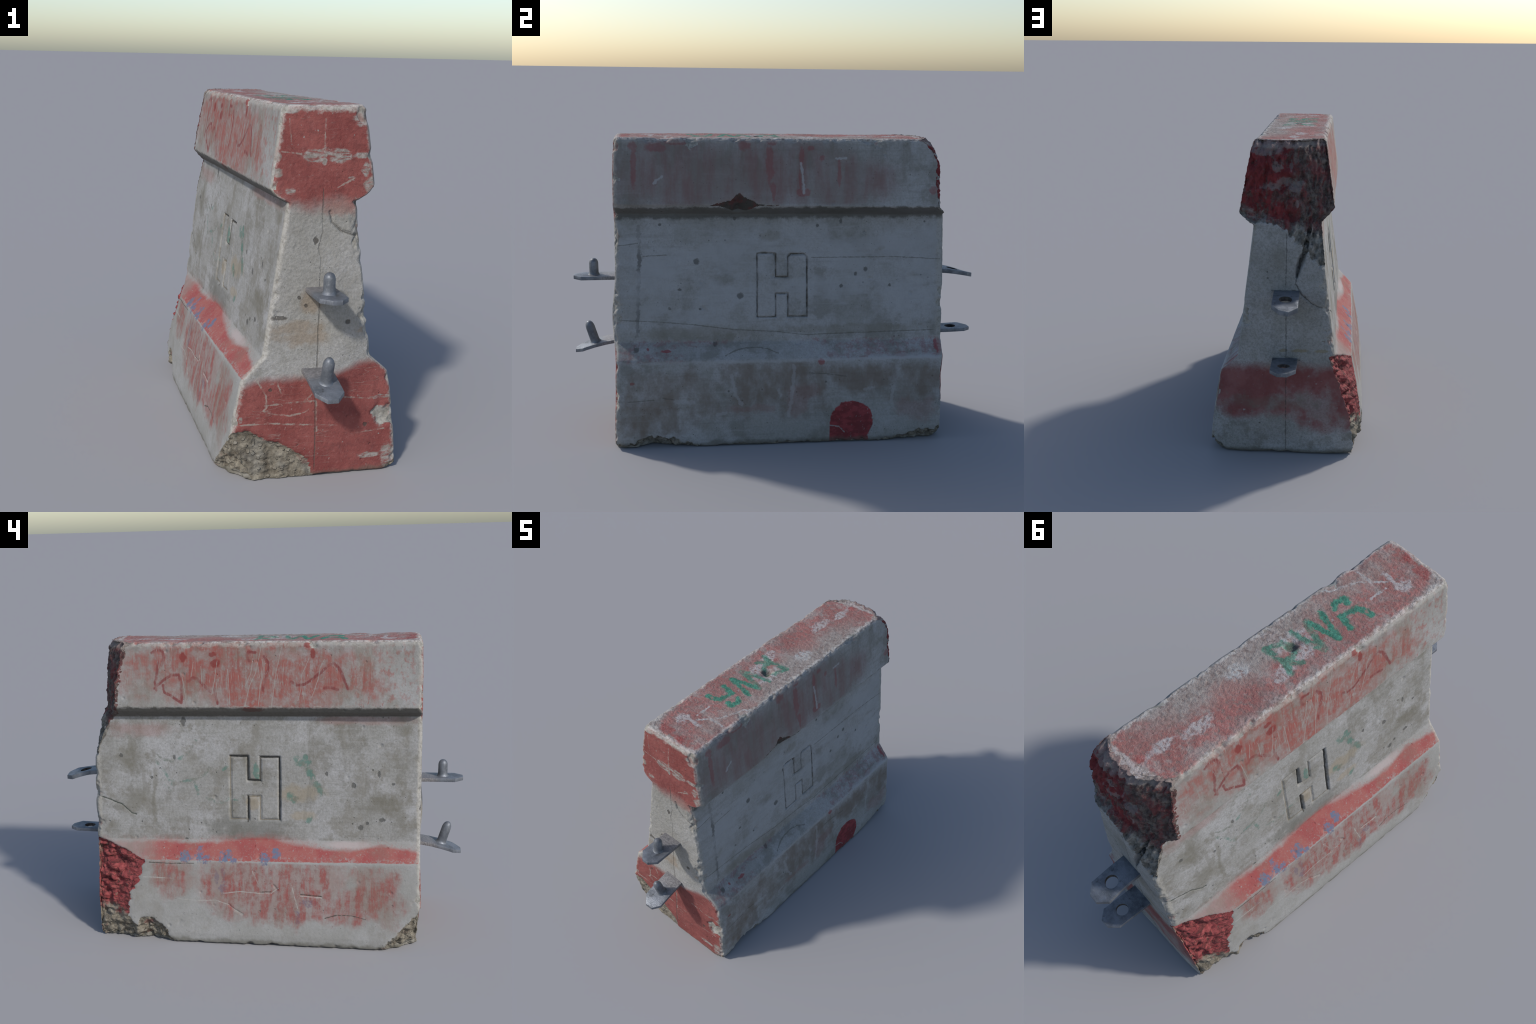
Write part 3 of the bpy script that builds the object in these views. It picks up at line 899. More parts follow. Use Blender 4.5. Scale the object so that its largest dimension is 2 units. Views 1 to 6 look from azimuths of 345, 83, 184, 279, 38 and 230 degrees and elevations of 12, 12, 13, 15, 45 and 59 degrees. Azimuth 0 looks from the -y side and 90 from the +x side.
def mat_right():
    g = Graph("painted_concrete_right")
    uv = (g.y, g.z)
    c, h = cast_concrete(g, .8, grain=.55)
    c = g.mix(g.mul(g.mul(g.step(g.z, .50, .56), g.step(g.z, 1.06, 1.0)), g.step(g.noise(3.5, 5, .66, (1, .8, 1.6), off=53), .44, .60, .1, .6)), c, (.56, .57, .59))
    big = g.patches(uv, [(-.412, .862, .013, .014), (-.203, .697, .016, .013), (-.492, .729, .008, .006), (-.582, 1.037, .007, .006), (-.228, 1.064, .008, .008), (-.54, .639, .007, .006), (-.396, .636, .005, .005),
                         (.285, 1.049, .008, .012), (.171, 1.028, .008, .007), (.408, .818, .010, .010), (.359, .795, .008, .010), (.288, .736, .008, .008), (.528, .738, .006, .008), (-.70, .455, .012, .010), (-.325, .470, .010, .009)], .3, .3, 60)
    c = g.mix(g.mul(big, .72), c, PIT)
    h = g.sub(h, big)
    c = g.mix(g.mul(g.patches(uv, [(.485, .92, .014, .012), (-.05, .98, .06, .02), (-.4, .52, .3, .03), (.35, .53, .4, .02)], .5, .4, 14), .35), c, (.27, .24, .18))
    c = g.mix(g.mul(g.patches(uv, [(.60, .66, .018, .10), (-.60, .80, .07, .12), (-.62, .63, .06, .05), (.45, .94, .2, .03)], .5, .4, 10), .5), c, (.52, .525, .535))
    # faded red streaks on the cap
    streak = g.noise(1, 5, .65, (10, 15, 2.5), off=2.0)
    field = g.patches(uv, [(-.42, 1.28, .38, .17), (-.05, 1.30, .3, .16), (.28, 1.24, .22, .12, .25)], .2, .5, 6)
    m = g.mul(g.mul(field, g.step(streak, .36, .66)), g.step(g.z, 1.13, 1.15))
    c = g.mix(g.mul(g.mul(field, g.step(g.z, 1.125, 1.15)), .6), c, (.29, .225, .205))
    c = g.mix(g.mul(m, .62), c, (.31, .16, .15))
    c = g.mix(g.mul(g.mul(g.step(g.noise(1, 4, .6, (10, 18, 3), off=7), .50, .66), g.step(g.z, 1.15, 1.36)), .4), c, (.24, .215, .175))
    spots = g.patches(uv, [(-.60, 1.405, .045, .022), (-.51, 1.425, .05, .012), (-.187, 1.415, .03, .025), (-.051, 1.425, .03, .016), (-.70, 1.32, .012, .11), (-.706, 1.41, .02, .02), (-.068, 1.33, .018, .09), (.084, 1.36, .012, .045),
                           (.078, 1.25, .006, .05), (.073, 1.197, .014, .012), (.112, 1.195, .016, .014), (.09, 1.182, .02, .007), (.184, 1.356, .012, .014), (.265, 1.27, .008, .06), (-.05, 1.2, .01, .04), (.13, 1.40, .016, .012), (.72, 1.2, .02, .02)], .45, .3, 26)
    c = g.mix(g.mul(spots, .5), c, (.36, .10, .10))
    c = g.mix(g.mul(g.strokes(uv, [[(.082, 1.33), (.088, 1.28), (.095, 1.19)], [(.25, 1.352), (.30, 1.354)], [(-.61, 1.24), (-.57, 1.27)]], .006, .006), .7), c, PALE)
    # pink wash on the ledge
    ledge = g.mul(g.patches(uv, [(-.50, .473, .25, .013), (-.74, .44, .05, .035), (.5, .44, .3, .04), (.18, .474, .07, .012), (-.6, .42, .12, .02), (.68, .44, .12, .04)], .6, .35, 16), g.step(g.z, .396, .402))
    c = g.mix(g.mul(g.mul(ledge, g.step(g.noise(35, 5, .75, off=8), .42, .62)), .5), c, (.36, .14, .15))
    c = g.mix(g.mul(g.patches(uv, [(.179, .389, .016, .016), (.765, .445, .02, .03), (-.72, .31, .01, .006), (-.645, .456, .006, .006), (-.56, .447, .025, .006)], .3, .25, 40), .75), c, (.38, .06, .07))
    # brown wash on the foot
    brown = g.mul(g.patches(uv, [(-.15, .29, .16, .11), (.05, .28, .20, .11), (.35, .32, .28, .07), (.62, .28, .2, .09, .2), (-.5, .25, .25, .1, .12), (-.6, .12, .2, .06, .1)], .5, .45, 7), g.step(g.z, .385, .40, 1, 0))
    brown = g.mul(brown, g.step(g.noise(1, 4, .6, (6, 12, 6), off=3), .26, .58))
    c = g.mix(g.mul(brown, .75), c, (.245, .19, .15))
    c = g.mix(g.mul(g.patches(uv, [(-.16, .175, .13, .02), (.09, .25, .07, .03), (.06, .19, .05, .06), (.65, .16, .1, .05)], .6, .4, 12), .35), c, (.34, .17, .15))
    pale = g.strokes(uv, [[(-.255, .34), (-.235, .25), (-.21, .20)], [(.045, .38), (.04, .28), (.02, .14)], [(-.03, .26), (-.02, .24)], [(.385, .253), (.43, .262)], [(.53, .26), (.52, .2)], [(-.52, .222), (-.43, .215)], [(-.32, .155), (-.28, .16)], [(.43, .41), (.72, .408)]], .009, .010, 40)
    c = g.mix(g.mul(pale, .42), c, PALE)
    c = g.mix(g.mul(g.step(g.m('ABSOLUTE', g.sub(g.add(g.z, g.mul(g.sub(g.noise(25, 4, off=3), .5), .02)), .402)), .003, .009, 1, 0), g.step(g.y, -.1, .6, .25, .7)), c, (.56, .56, .57))
    # solid red disc of paint low on the side
    ell = g.patches(uv, [(.325, .103, .105, .100)], .05, .03, 25, warp=.3)
    box = g.mul(g.mul(g.step(g.y, .216, .221), g.step(g.add(g.y, g.mul(g.sub(g.noise(25, 4, off=2), .5), .05)), .402, .410, 1, 0)), g.step(g.z, .10, .105, 1, 0))
    disc = g.mx(ell, box)
    disc = g.mul(disc, g.step(g.noise(48, 4, .7, off=3, stretch=(1, 2, 1)), .335, .365))
    ring = g.noise(18, 4, .7, off=5, stretch=(1, 1, 2))
    c = g.mix(g.mul(disc, .96), c, g.mix(g.step(ring, .42, .6), (.25, .035, .04), (.40, .06, .07)))
    c = g.mix(g.mul(g.strokes(uv, [[(.22, .085), (.262, .078), (.29, .05)]], .003, .004), .7), c, CONCRETE)
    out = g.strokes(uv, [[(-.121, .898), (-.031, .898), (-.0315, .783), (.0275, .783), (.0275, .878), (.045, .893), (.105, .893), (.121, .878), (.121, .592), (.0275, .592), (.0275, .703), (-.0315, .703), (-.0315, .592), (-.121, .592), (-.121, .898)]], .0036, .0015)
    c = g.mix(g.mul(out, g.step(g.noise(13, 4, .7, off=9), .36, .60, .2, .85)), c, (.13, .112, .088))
    c = rubbed(g, c, [g.sub(1.436, g.z), g.add(g.y, .787), g.sub(.772, g.y)], .010, .05, .5)
    c = undercut_shade_dirt(g, c, 1.055, 1.124)
    # cracks, form lines, scuffed arcs
    v = g.strokes(uv, [[(-.683, 1.028), (-.681, .872), (-.686, .775), (-.687, .657), (-.691, .59), (-.694, .512)]], .009, .012, 40)
    c = g.mix(g.mul(v, g.step(g.noise(6, 3, off=2), .40, .60, .12, .75)), c, (.16, .155, .15))
    thin = g.strokes(uv, [[(-.279, .426), (-.237, .442), (-.189, .452), (-.133, .454), (-.078, .448), (-.025, .43)], [(-.80, .59), (-.588, .577), (-.43, .562), (-.232, .534), (-.03, .522), (.103, .503), (.307, .507), (.75, .515)],
                          [(-.785, .938), (-.688, .95)], [(-.662, .888), (-.548, .894)], [(.143, .875), (.552, .875), (.78, .861)], [(-.74, .224), (-.62, .230)], [(-.58, .24), (-.53, .23)], [(.12, .34), (.2, .335), (.3, .32)]], .0026, .003)
    c = g.mix(g.mul(thin, .55), c, (.15, .14, .115))
    c = g.mix(g.mul(g.step(g.add(g.z, g.mul(g.sub(g.noise(18, 4, off=4), .5), .05)), .012, .035, 1, 0), .6), c, (.17, .16, .13))
    hb = g.add(h, g.mul(g.noise(40, 4, .7, off=7), .5))
    return g.finish(c, .87, g.add(hb, g.mul(disc, .6)), .003, gain=GAIN)


def mat_front():
    g = Graph("painted_concrete_pin_end")
    uv = (g.x, g.z)
    c, h = cast_concrete(g, .7, False)
    c = g.mix(.25, c, BUFF)
    c = g.mix(g.mul(g.patches(uv, [(-.10, .61, .09, .03), (-.07, .57, .10, .03), (-.035, .70, .035, .04), (.20, .59, .05, .012), (0, .608, .012, .014, .5)], .45, .45, 14), .42), c, RUST)
    # sprayed red, soft below the cap and soft above the foot
    n = g.noise(10, 5, .65, off=2)
    up = g.step(g.add(g.z, g.mul(g.sub(n, .5), .10)), 1.035, 1.125)
    ztop = g.curve(g.x, [(-.36, .385), (-.29, .395), (-.20, .413), (-.07, .413), (.05, .417), (.10, .435), (.15, .455), (.21, .468), (.36, .45)], -.36, .36)
    lo = g.step(g.add(g.sub(ztop, g.z), g.mul(g.sub(n, .5), .05)), -.022, .026)
    red = g.mx(up, lo)
    red = g.mul(red, g.step(g.noise(55, 4, .72, off=6), .27, .35))
    tone = g.noise(5, 4, .6, off=9)
    rc = g.mix(g.step(tone, .38, .64), (.27, .055, .05), (.37, .10, .088))
    rc = g.mix(g.mul(g.step(g.noise(22, 5, .7, off=19), .50, .64), .5), rc, (.20, .045, .042))
    rc = g.mix(g.mul(g.step(g.noise(90, 3, .7), .52, .70), .3), rc, (.45, .20, .18))
    c = g.mix(g.mul(red, .95), c, rc)
    c = g.mix(g.mul(g.patches(uv, [(.07, 1.07, .07, .03)], .5, .4, 16), .5), c, (.42, .20, .17))
    # bare scrapes and knocked corners
    bare = g.patches(uv, [(-.035, 1.262, .045, .022), (.012, 1.278, .02, .010), (.062, 1.262, .042, .025), (0, 1.262, .012, .03), (.15, 1.262, .035, .010), (.150, 1.40, .036, .034), (-.175, 1.26, .012, .02), (-.175, 1.20, .016, .018), (-.125, 1.135, .02, .012),
                          (.112, 1.178, .016, .008), (.165, 1.21, .016, .025), (.19, 1.15, .03, .03), (-.135, 1.425, .03, .012), (0.05, 1.434, .12, .008), (.272, .232, .030, .045), (.30, .24, .03, .03), (.31, .06, .032, .05), (.22, .07, .05, .012), (.27, .31, .05, .008), (-.30, .26, .01, .012)], .32, .2, 26, (.6, 1, 1.6))
    smear = g.noise(1, 5, .72, (26, 10, 95), off=12)
    bare = g.mul(bare, g.step(smear, .40, .54, .15, 1))
    c = g.mix(g.mul(bare, .85), c, g.mix(g.step(g.noise(60, 3, off=16), .4, .6), (.33, .315, .28), (.48, .47, .445)))
    scr = g.strokes(uv, [[(.002, 1.396), (.001, 1.345), (0, 1.281)], [(-.134, 1.395), (-.128, 1.314)], [(-.164, 1.279), (-.09, 1.269)], [(.057, 1.145), (.118, 1.177)], [(-.155, .404), (-.151, .384), (-.14, .353)], [(-.24, .418), (-.199, .348), (-.198, .307)],
                         [(-.205, .308), (-.132, .312), (.002, .314), (.007, .187)], [(-.198, .301), (-.211, .288), (-.171, .271), (-.104, .26), (-.044, .27), (-.027, .281)], [(-.302, .239), (-.183, .235), (-.042, .22), (.088, .206)],
                         [(-.058, .306), (-.016, .34)], [(.118, .319), (.23, .306)], [(.15, .165), (.29, .175)]], .0032, .004)
    scr = g.mul(scr, g.step(g.noise(24, 4, .7, off=6), .40, .58, .12, 1))
    hs = g.mul(g.hairs(1.0, (5, 10, 38), (0, .25, 0), .010, 9.1), g.step(g.noise(6, 3, off=51), .50, .6))
    scr = g.mx(scr, g.mul(g.mul(hs, .6), red))
    c = g.mix(g.mul(scr, .7), c, (.46, .42, .37))
    er = g.curve(g.z, [(0, .346), (.2, .333), (.33, .316), (.414, .299), (.482, .22), (1.09, .139), (1.117, .182), (1.142, .21), (1.447, .163)], 0, 1.447)
    el = g.curve(g.z, [(0, .364), (.2, .339), (.33, .315), (.412, .299), (.50, .216), (1.088, .134), (1.113, .18), (1.14, .202), (1.446, .163)], 0, 1.447)
    c = rubbed(g, c, [g.sub(er, g.x), g.add(el, g.x), g.sub(1.436, g.z)], .013, .07, .65, (.62, .60, .56))
    # form joint down the middle
    seam = g.strokes(uv, [[(.002, 1.139), (.002, 1.054), (.005, .975), (-.010, .915), (.002, .875), (.001, .795), (.002, .672), (-.002, .60), (0, .453), (-.001, .311), (.002, .026)], [(.033, 1.054), (.042, 1.014), (.078, .979), (.14, .957)]], .0026, .003)
    c = g.mix(g.mul(seam, g.step(g.noise(7, 2, off=3), .36, .52, .15, .6)), c, (.13, .12, .105))
    pits = g.patches(uv, [(.115, .629, .010, .010), (.207, .20, .008, .008), (-.079, .728, .006, .007), (-.051, .697, .007, .008), (-.183, .37, .006, .006), (-.155, .652, .03, .008), (-.02, .945, .01, .014)], .3, .3, 60)
    c = g.mix(g.mul(pits, .8), c, (.09, .08, .07))
    h = g.sub(g.sub(h, pits), g.mul(seam, .8))
    c = g.mix(g.mul(g.step(g.add(g.z, g.mul(g.sub(g.noise(18, 4, off=4), .5), .05)), .010, .030, 1, 0), .6), c, (.15, .14, .11))
    hb = g.add(h, g.mul(g.noise(30, 5, .7, off=7), 2.0))
    return g.finish(c, .86, hb, .005, strength=.6, gain=GAIN)


def mat_back():
    g = Graph("painted_concrete_eye_end")
    uv = (g.x, g.z)
    c, h = cast_concrete(g, .5, False)
    n = g.noise(9, 5, .65, off=2)
    top = g.step(g.add(g.z, g.mul(g.sub(n, .5), .07)), .395, .455, 1, 0)
    low = g.curve(g.x, [(-.36, .12), (-.18, .115), (-.06, .12), (-.01, .17), (.12, .19), (.25, .17), (.36, .20)], -.36, .36)
    bot = g.step(g.sub(g.add(g.z, g.mul(g.sub(g.noise(12, 5, .7, off=31), .5), .10)), low), -.022, .03)
    red = g.mul(g.mul(top, bot), g.step(g.noise(5, 4, .65, off=37), .33, .50, .45, 1))
    red = g.mul(red, g.step(g.noise(60, 4, .7, off=6), .28, .36))
    c = g.mix(g.mul(red, .88), c, g.mix(g.step(n, .4, .62), (.27, .055, .055), (.34, .10, .095)))
    c = g.mix(g.mul(g.mul(g.step(g.noise(14, 5, .7, off=43), .52, .66), g.step(g.z, .5, .2)), .5), c, (.22, .20, .165))
    c = g.mix(g.mul(g.patches(uv, [(.030, .505, .016, .007), (-.045, .505, .035, .008), (-.15, .505, .03, .007)], .5, .25, 24), .5), c, (.33, .25, .11))
    c = g.mix(g.mul(g.patches(uv, [(-.06, .70, .05, .06), (.05, .93, .03, .05), (.1, .25, .2, .03)], .6, .5, 10), .3), c, OLIVE)
    er = g.curve(g.z, [(0, .370), (.15, .360), (.28, .342), (.40, .32), (.47, .24), (1.077, .162), (1.102, .198), (1.122, .228), (1.44, .17)], 0, 1.447)
    el = g.curve(g.z, [(0, .346), (.2, .328), (.30, .308), (.396, .284), (.476, .206), (1.082, .131), (1.115, .17), (1.141, .19), (1.442, .145)], 0, 1.447)
    c = rubbed(g, c, [g.sub(er, g.x), g.add(el, g.x)], .009, .06, .75, (.40, .37, .31))
    crack = g.strokes(uv, [[(-.074, 1.0), (-.064, .957), (-.05, .92), (-.042, .895)], [(-.05, .925), (-.043, .90), (-.039, .885)]], .0065, .004)
    fine = g.strokes(uv, [[(-.084, 1.065), (-.074, 1.0)], [(-.042, .895), (-.032, .847), (-.025, .815)], [(-.029, .814), (-.051, .771), (-.099, .728), (-.131, .712), (-.18, .702)], [(.014, 1.041), (.015, .911), (.017, .802)], [(.015, .669), (.013, .477), (.013, .02)], [(.02, .475), (-.05, .46)], [(.08, .785), (-.05, .785)]], .0026, .004)
    c = g.mix(g.mx(g.mul(crack, .9), g.mul(fine, .55)), c, (.07, .065, .06))
    c = g.mix(g.mul(g.step(g.add(g.z, g.mul(g.sub(g.noise(18, 4, off=4), .5), .05)), .012, .035, 1, 0), .6), c, (.15, .14, .11))
    return g.finish(c, .86, g.add(g.sub(h, crack), g.mul(g.noise(36, 5, .7, off=7), .7)), .004, gain=GAIN)


def mat_top():
    g = Graph("painted_concrete_top")
    uv = (g.x, g.y)
    grain = g.noise(52, 5, .75, off=1)
    coarse = g.noise(120, 3, .8, off=2)
    cloud = g.noise(7, 5, .65, off=3)
    c = g.mix(g.step(grain, .38, .62), (.29, .225, .205), (.50, .435, .41))
    redf = g.patches(uv, [(-.02, .60, .14, .20), (-.04, .30, .10, .28), (-.06, .0, .07, .2, .5), (0, -.60, .16, .10), (.0, -.30, .14, .16, .4), (.05, -.75, .1, .06), (-.10, -.5, .05, .3, .4), (.04, -.48, .1, .1, .5), (.1, .62, .06, .12)], .5, .5, 8)
    redm = g.mul(redf, g.step(grain, .28, .56))
    c = g.mix(g.mul(redm, .88), c, g.mix(g.step(cloud, .4, .62), (.40, .135, .12), (.52, .185, .165)))
    c = g.mix(g.mul(g.patches(uv, [(0.03, -.765, .05, .035), (-.05, -.745, .05, .03), (-.03, .655, .05, .03), (-.11, .67, .025, .03)], .5, .35, 22), .65), c, (.42, .07, .065))
    # grey-brown dust
    dust = g.patches(uv, [(.10, -.35, .06, .25), (.09, .25, .06, .3), (.08, -.58, .05, .09), (.07, .05, .06, .12)], .5, .5, 9)
    c = g.mix(g.mul(g.mul(dust, g.step(grain, .34, .6)), .55), c, (.40, .37, .33))
    # chalky white scuffs
    wsc = g.patches(uv, [(-.055, .01, .03, .055), (-.035, -.11, .03, .05), (-.03, .40, .022, .06), (.075, .12, .03, .05), (-.06, -.63, .035, .03), (.00, -.62, .05, .012), (.08, -.55, .05, .010), (0, .55, .02, .06), (.03, -.13, .05, .06, .12)], .6, .35, 24)
    wsc = g.mul(wsc, g.step(grain, .36, .54))
    wl = g.strokes(uv, [[(.006, -.306), (-.008, -.359), (-.015, -.429), (-.017, -.51), (-.017, -.571)], [(.162, -.358), (.12, -.40), (.10, -.45), (.083, -.508), (.0, -.60), (-.07, -.65)]], .0055, .008, 50)
    wl = g.mul(wl, g.step(g.noise(22, 3, off=8), .42, .55))
    c = g.mix(g.mul(g.mx(wsc, wl), .75), c, (.62, .64, .64))
    grit = g.step(g.noise(75, 5, .8, off=22), .53, .64)
    c = g.mix(g.mul(grit, .28), c, (.62, .57, .54))
    c = g.mix(g.mul(g.step(g.noise(6.5, 6, .72, off=24), .51, .63), .6), c, (.49, .44, .41))
    # green brushed letters
    lets = [[(.073, -.016), (.05, -.017), (.034, -.022)], [(.072, -.020), (.068, -.050), (.056, -.080), (.027, -.104)], [(-.006, -.102), (-.023, -.061), (-.016, -.028), (.008, -.019)], [(-.022, -.055), (-.045, -.05), (-.064, -.076)], [(-.022, -.035), (-.042, -.023), (-.070, -.016)]]
    w1 = [[(.073, -.148), (.022, -.154), (-.014, -.164), (-.07, -.180)], [(.064, -.219), (.021, -.205), (-.024, -.193), (-.071, -.184)], [(.063, -.226), (.008, -.237), (-.043, -.250), (-.072, -.258)], [(.067, -.296), (.018, -.281), (-.03, -.272), (-.075, -.260)]]
    aa = [[(.060, -.412), (.034, -.410)], [(.058, -.405), (.064, -.362), (.040, -.350)], [(-.004, -.341), (-.010, -.380), (-.014, -.419), (-.044, -.429), (-.074, -.433)], [(-.014, -.337), (-.051, -.331), (-.070, -.329)]]
    strong = g.mul(g.strokes(uv, w1[2:] + aa, .0155, .010, 45), g.step(g.noise(26, 4, .7, off=5), .32, .44, .35, 1))
    weak = g.mul(g.strokes(uv, lets + w1[:2], .0155, .010, 45), g.step(g.noise(20, 4, .7, off=9), .36, .54, .3, .85))
    gm = g.mul(g.mx(strong, weak), g.step(grain, .26, .42, .45, 1))
    c = g.mix(g.mul(gm, .95), c, g.mix(g.step(grain, .4, .6), (.04, .22, .15), (.09, .38, .27)))
    # dark aggregate showing through, socket of the lifting eye
    c = g.mix(g.mul(g.step(coarse, .36, .30), .0), c, PIT)
    c = g.mix(g.mul(g.step(coarse, .30, .44, 1, 0), .6), c, (.11, .09, .085))
    sock = g.patches(uv, [(.017, -.103, .027, .022)], .25, .3, 40)
    c = g.mix(g.mul(sock, .6), c, (.16, .15, .12))
    # paint rubbed off along the arrises
    xe = g.sub(g.m('ABSOLUTE', g.sub(g.x, 0.002)), .128)
    e = g.mx(xe, g.sub(-.752, g.y))
    e = g.mx(e, g.sub(g.y, g.add(.640, g.mul(g.x, .23))))
    e = g.add(e, g.mul(g.sub(g.noise(20, 5, .7, off=6), .5), .07))
    c = g.mix(g.mul(g.step(e, .004, .020), .72), c, g.mix(g.step(grain, .38, .56), (.36, .33, .29), (.70, .68, .65)))
    return g.finish(c, .9, g.add(g.mul(grain, 1.0), g.mul(coarse, .5)), .008, strength=.9, gain=GAIN * 1.14)


def mat_bare():
    """freshly chipped arris: pale, sandy"""
    g = Graph("chipped_edge")
    n = g.noise(30, 5, .7)
    c = g.mix(g.step(n, .36, .64), (.30, .285, .25), (.54, .525, .48))
    c = g.mix(g.mul(g.step(g.noise(9, 3, off=4), .55, .66), .45), c, (.42, .16, .14))
    c = g.mix(g.mul(g.step(g.noise(70, 3, .7, off=3), .30, .42, 1, 0), .6), c, PIT)
    return g.finish(c, .9, n, .008, gain=GAIN)


def mat_aggregate():
    """broken face with stones in a brown matrix"""
    g = Graph("broken_aggregate")
    v = g.voronoi(42, stretch=(1, 1, 1.2))
    cell = g.nt.nodes.new("ShaderNodeSeparateColor")
    g.nt.links.new(v.outputs["Color"], cell.inputs[0])
    n = g.noise(24, 5, .72)
    c = g.mix(g.step(n, .36, .66), (.175, .15, .115), (.41, .37, .295))
    stone = g.mul(g.step(v.outputs["Distance"], .30, .42, 1, 0), g.step(cell.outputs[0], .45, .5))
    sc = g.mix(cell.outputs[1], (.26, .23, .18), (.50, .46, .39))
    c = g.mix(g.mul(stone, .7), c, sc)
    c = g.mix(g.mul(g.step(g.noise(55, 4, .7, off=3), .32, .44, 1, 0), .75), c, (.06, .05, .04))
    c = g.mix(g.mul(g.step(g.noise(6, 3, off=6), .50, .62), .35), c, (.33, .33, .31))
    c = g.mix(g.mul(g.step(g.noise(7, 3, off=11), .62, .70), .5), c, (.36, .12, .11))
    return g.finish(c, .92, g.add(n, g.mul(stone, .6)), .012, strength=.9, gain=GAIN)


def mat_red_break():
    """the broken corner that was painted over in red; bare near the ground"""
    g = Graph("painted_break")
    n = g.noise(20, 5, .72, (1, 1, 1.8))
    c = g.mix(g.step(n, .36, .62), (.31, .055, .058), (.50, .12, .118))
    vein = g.step(g.m('ABSOLUTE', g.sub(g.noise(9, 4, .65, (1, 1.0, 2.2), off=19, dist=.8), .5)), .004, .05, 1, 0)
    c = g.mix(g.mul(vein, .7), c, (.085, .035, .032))
    c = g.mix(g.mul(g.step(g.noise(38, 4, .75, (1, 1, 2), off=4), .34, .43, 1, 0), .85), c, (.07, .035, .03))
    ag = g.mix(g.step(g.noise(26, 5, .7, off=2), .36, .66), (.18, .155, .115), (.44, .39, .31))
    ag = g.mix(g.mul(g.step(g.noise(45, 4, .7, off=3), .34, .44, 1, 0), .7), ag, (.06, .05, .04))
    low = g.step(g.add(g.z, g.mul(g.sub(g.noise(13, 4, .7, off=7), .5), .20)), .13, .17, 1, 0)
    side = g.step(g.add(g.y, g.mul(g.sub(g.noise(16, 4, .7, off=8), .5), .10)), .775, .80)
    fl = g.step(g.noise(34, 4, .7, off=9), .63, .68)
    c = g.mix(g.mx(g.mx(low, g.mul(side, .75)), g.mul(fl, .7)), c, ag)
    return g.finish(c, .85, n, .012, strength=.9, gain=GAIN)


def mat_cap_break():
    """rough end of the cap: dark red paint, soot-dark grime, pale scrapes"""
    g = Graph("painted_cap_break")
    uv = (g.x, g.z)
    n = g.noise(17, 5, .72, (1.3, 1, .8))
    red = g.mix(g.step(n, .38, .62), (.20, .032, .036), (.33, .055, .058))
    grime = g.mix(g.step(g.noise(40, 4, .7, off=3), .4, .6), (.075, .068, .06), (.19, .18, .16))
    side = g.step(g.add(g.sub(.02, g.x), g.mul(g.sub(g.noise(11, 5, .7, off=2), .5), .30)), -.02, .07)
    side = g.mul(side, g.step(g.noise(15, 5, .75, (1.5, 1, .6), off=6), .38, .56, .35, 1))
    c = g.mix(g.mul(side, .88), red, grime)
    c = g.mix(g.mul(g.step(g.noise(13, 6, .78, (1.2, 1, .8), off=29), .50, .60), .7), c, grime)
    c = g.mix(g.mul(g.patches(uv, [(.075, 1.245, .05, .016), (.03, 1.262, .035, .02), (-.02, 1.24, .035, .03), (.0, 1.33, .01, .02), (-.03, 1.165, .012, .02), (.06, 1.33, .02, .02, .2), (.11, 1.40, .06, .02, .3)], .55, .25, 24), .55), c, (.34, .335, .32))
    bare = g.mix(g.step(g.noise(28, 5, .7, off=5), .36, .64), (.17, .155, .13), (.42, .40, .36))
    low = g.step(g.add(g.add(g.z, g.mul(g.x, -.32)), g.mul(g.sub(g.noise(14, 5, .7, off=8), .5), .16)), 1.055, 1.10, 1, 0)
    c = g.mix(low, c, bare)
    edge = g.step(g.add(g.sub(g.z, 1.405), g.mul(g.sub(g.noise(22, 4, .7, off=4), .5), .06)), 0, .014)
    c = g.mix(g.mul(edge, .6), c, (.48, .42, .38))
    notch = g.step(g.y, .3, .4, 1, 0)
    c = g.mix(notch, c, g.mix(g.step(n, .46, .62), (.095, .085, .072), (.17, .07, .062)))
    c = g.mix(g.mul(g.step(g.noise(48, 4, .7, off=1), .32, .42, 1, 0), .6), c, (.045, .04, .038))
    return g.finish(c, .88, n, .014, strength=.9, gain=GAIN)


def mat_underside():
    g = Graph("concrete_underside")
    n = g.noise(20, 5, .7)
    return g.finish(g.mix(g.step(n, .36, .64), (.19, .175, .14), (.36, .34, .30)), .92, n, .008, gain=GAIN)


def mat_steel(name, pale):
    g = Graph(name)
    n = g.noise(16, 5, .65)
    f = g.noise(70, 4, .7, (1, 3, 1), off=3)
    c = g.mix(g.step(n, .36, .64), (.095, .105, .12), (.20, .215, .24))
    c = g.mix(g.mul(g.step(f, .55, .72), .4), c, (.30, .31, .33))
    c = g.mix(g.mul(g.step(g.noise(24, 4, .7, off=6), .60, .70), .6), c, (.045, .043, .04))
    if pale:      # cement dust next to the concrete
        d = g.step(g.add(g.m('ABSOLUTE', g.y), g.mul(g.sub(g.noise(20, 4, .7, off=8), .5), .06)), .85, .895, 1, 0)
        c = g.mix(g.mul(d, .75), c, g.mix(g.step(f, .4, .6), (.17, .16, .16), (.30, .285, .285)))
    met = g.step(n, .35, .6, .25, .55)
    rough = g.step(f, .35, .65, .42, .62)
    return g.finish(c, rough, g.add(n, f), .002, metallic=met, spec=.4)


# ================================================================= objects
def new_object(name, mesh, parent):
    ob = bpy.data.objects.new(name, mesh)
    bpy.context.scene.collection.objects.link(ob)
    ob.parent = parent
    return ob


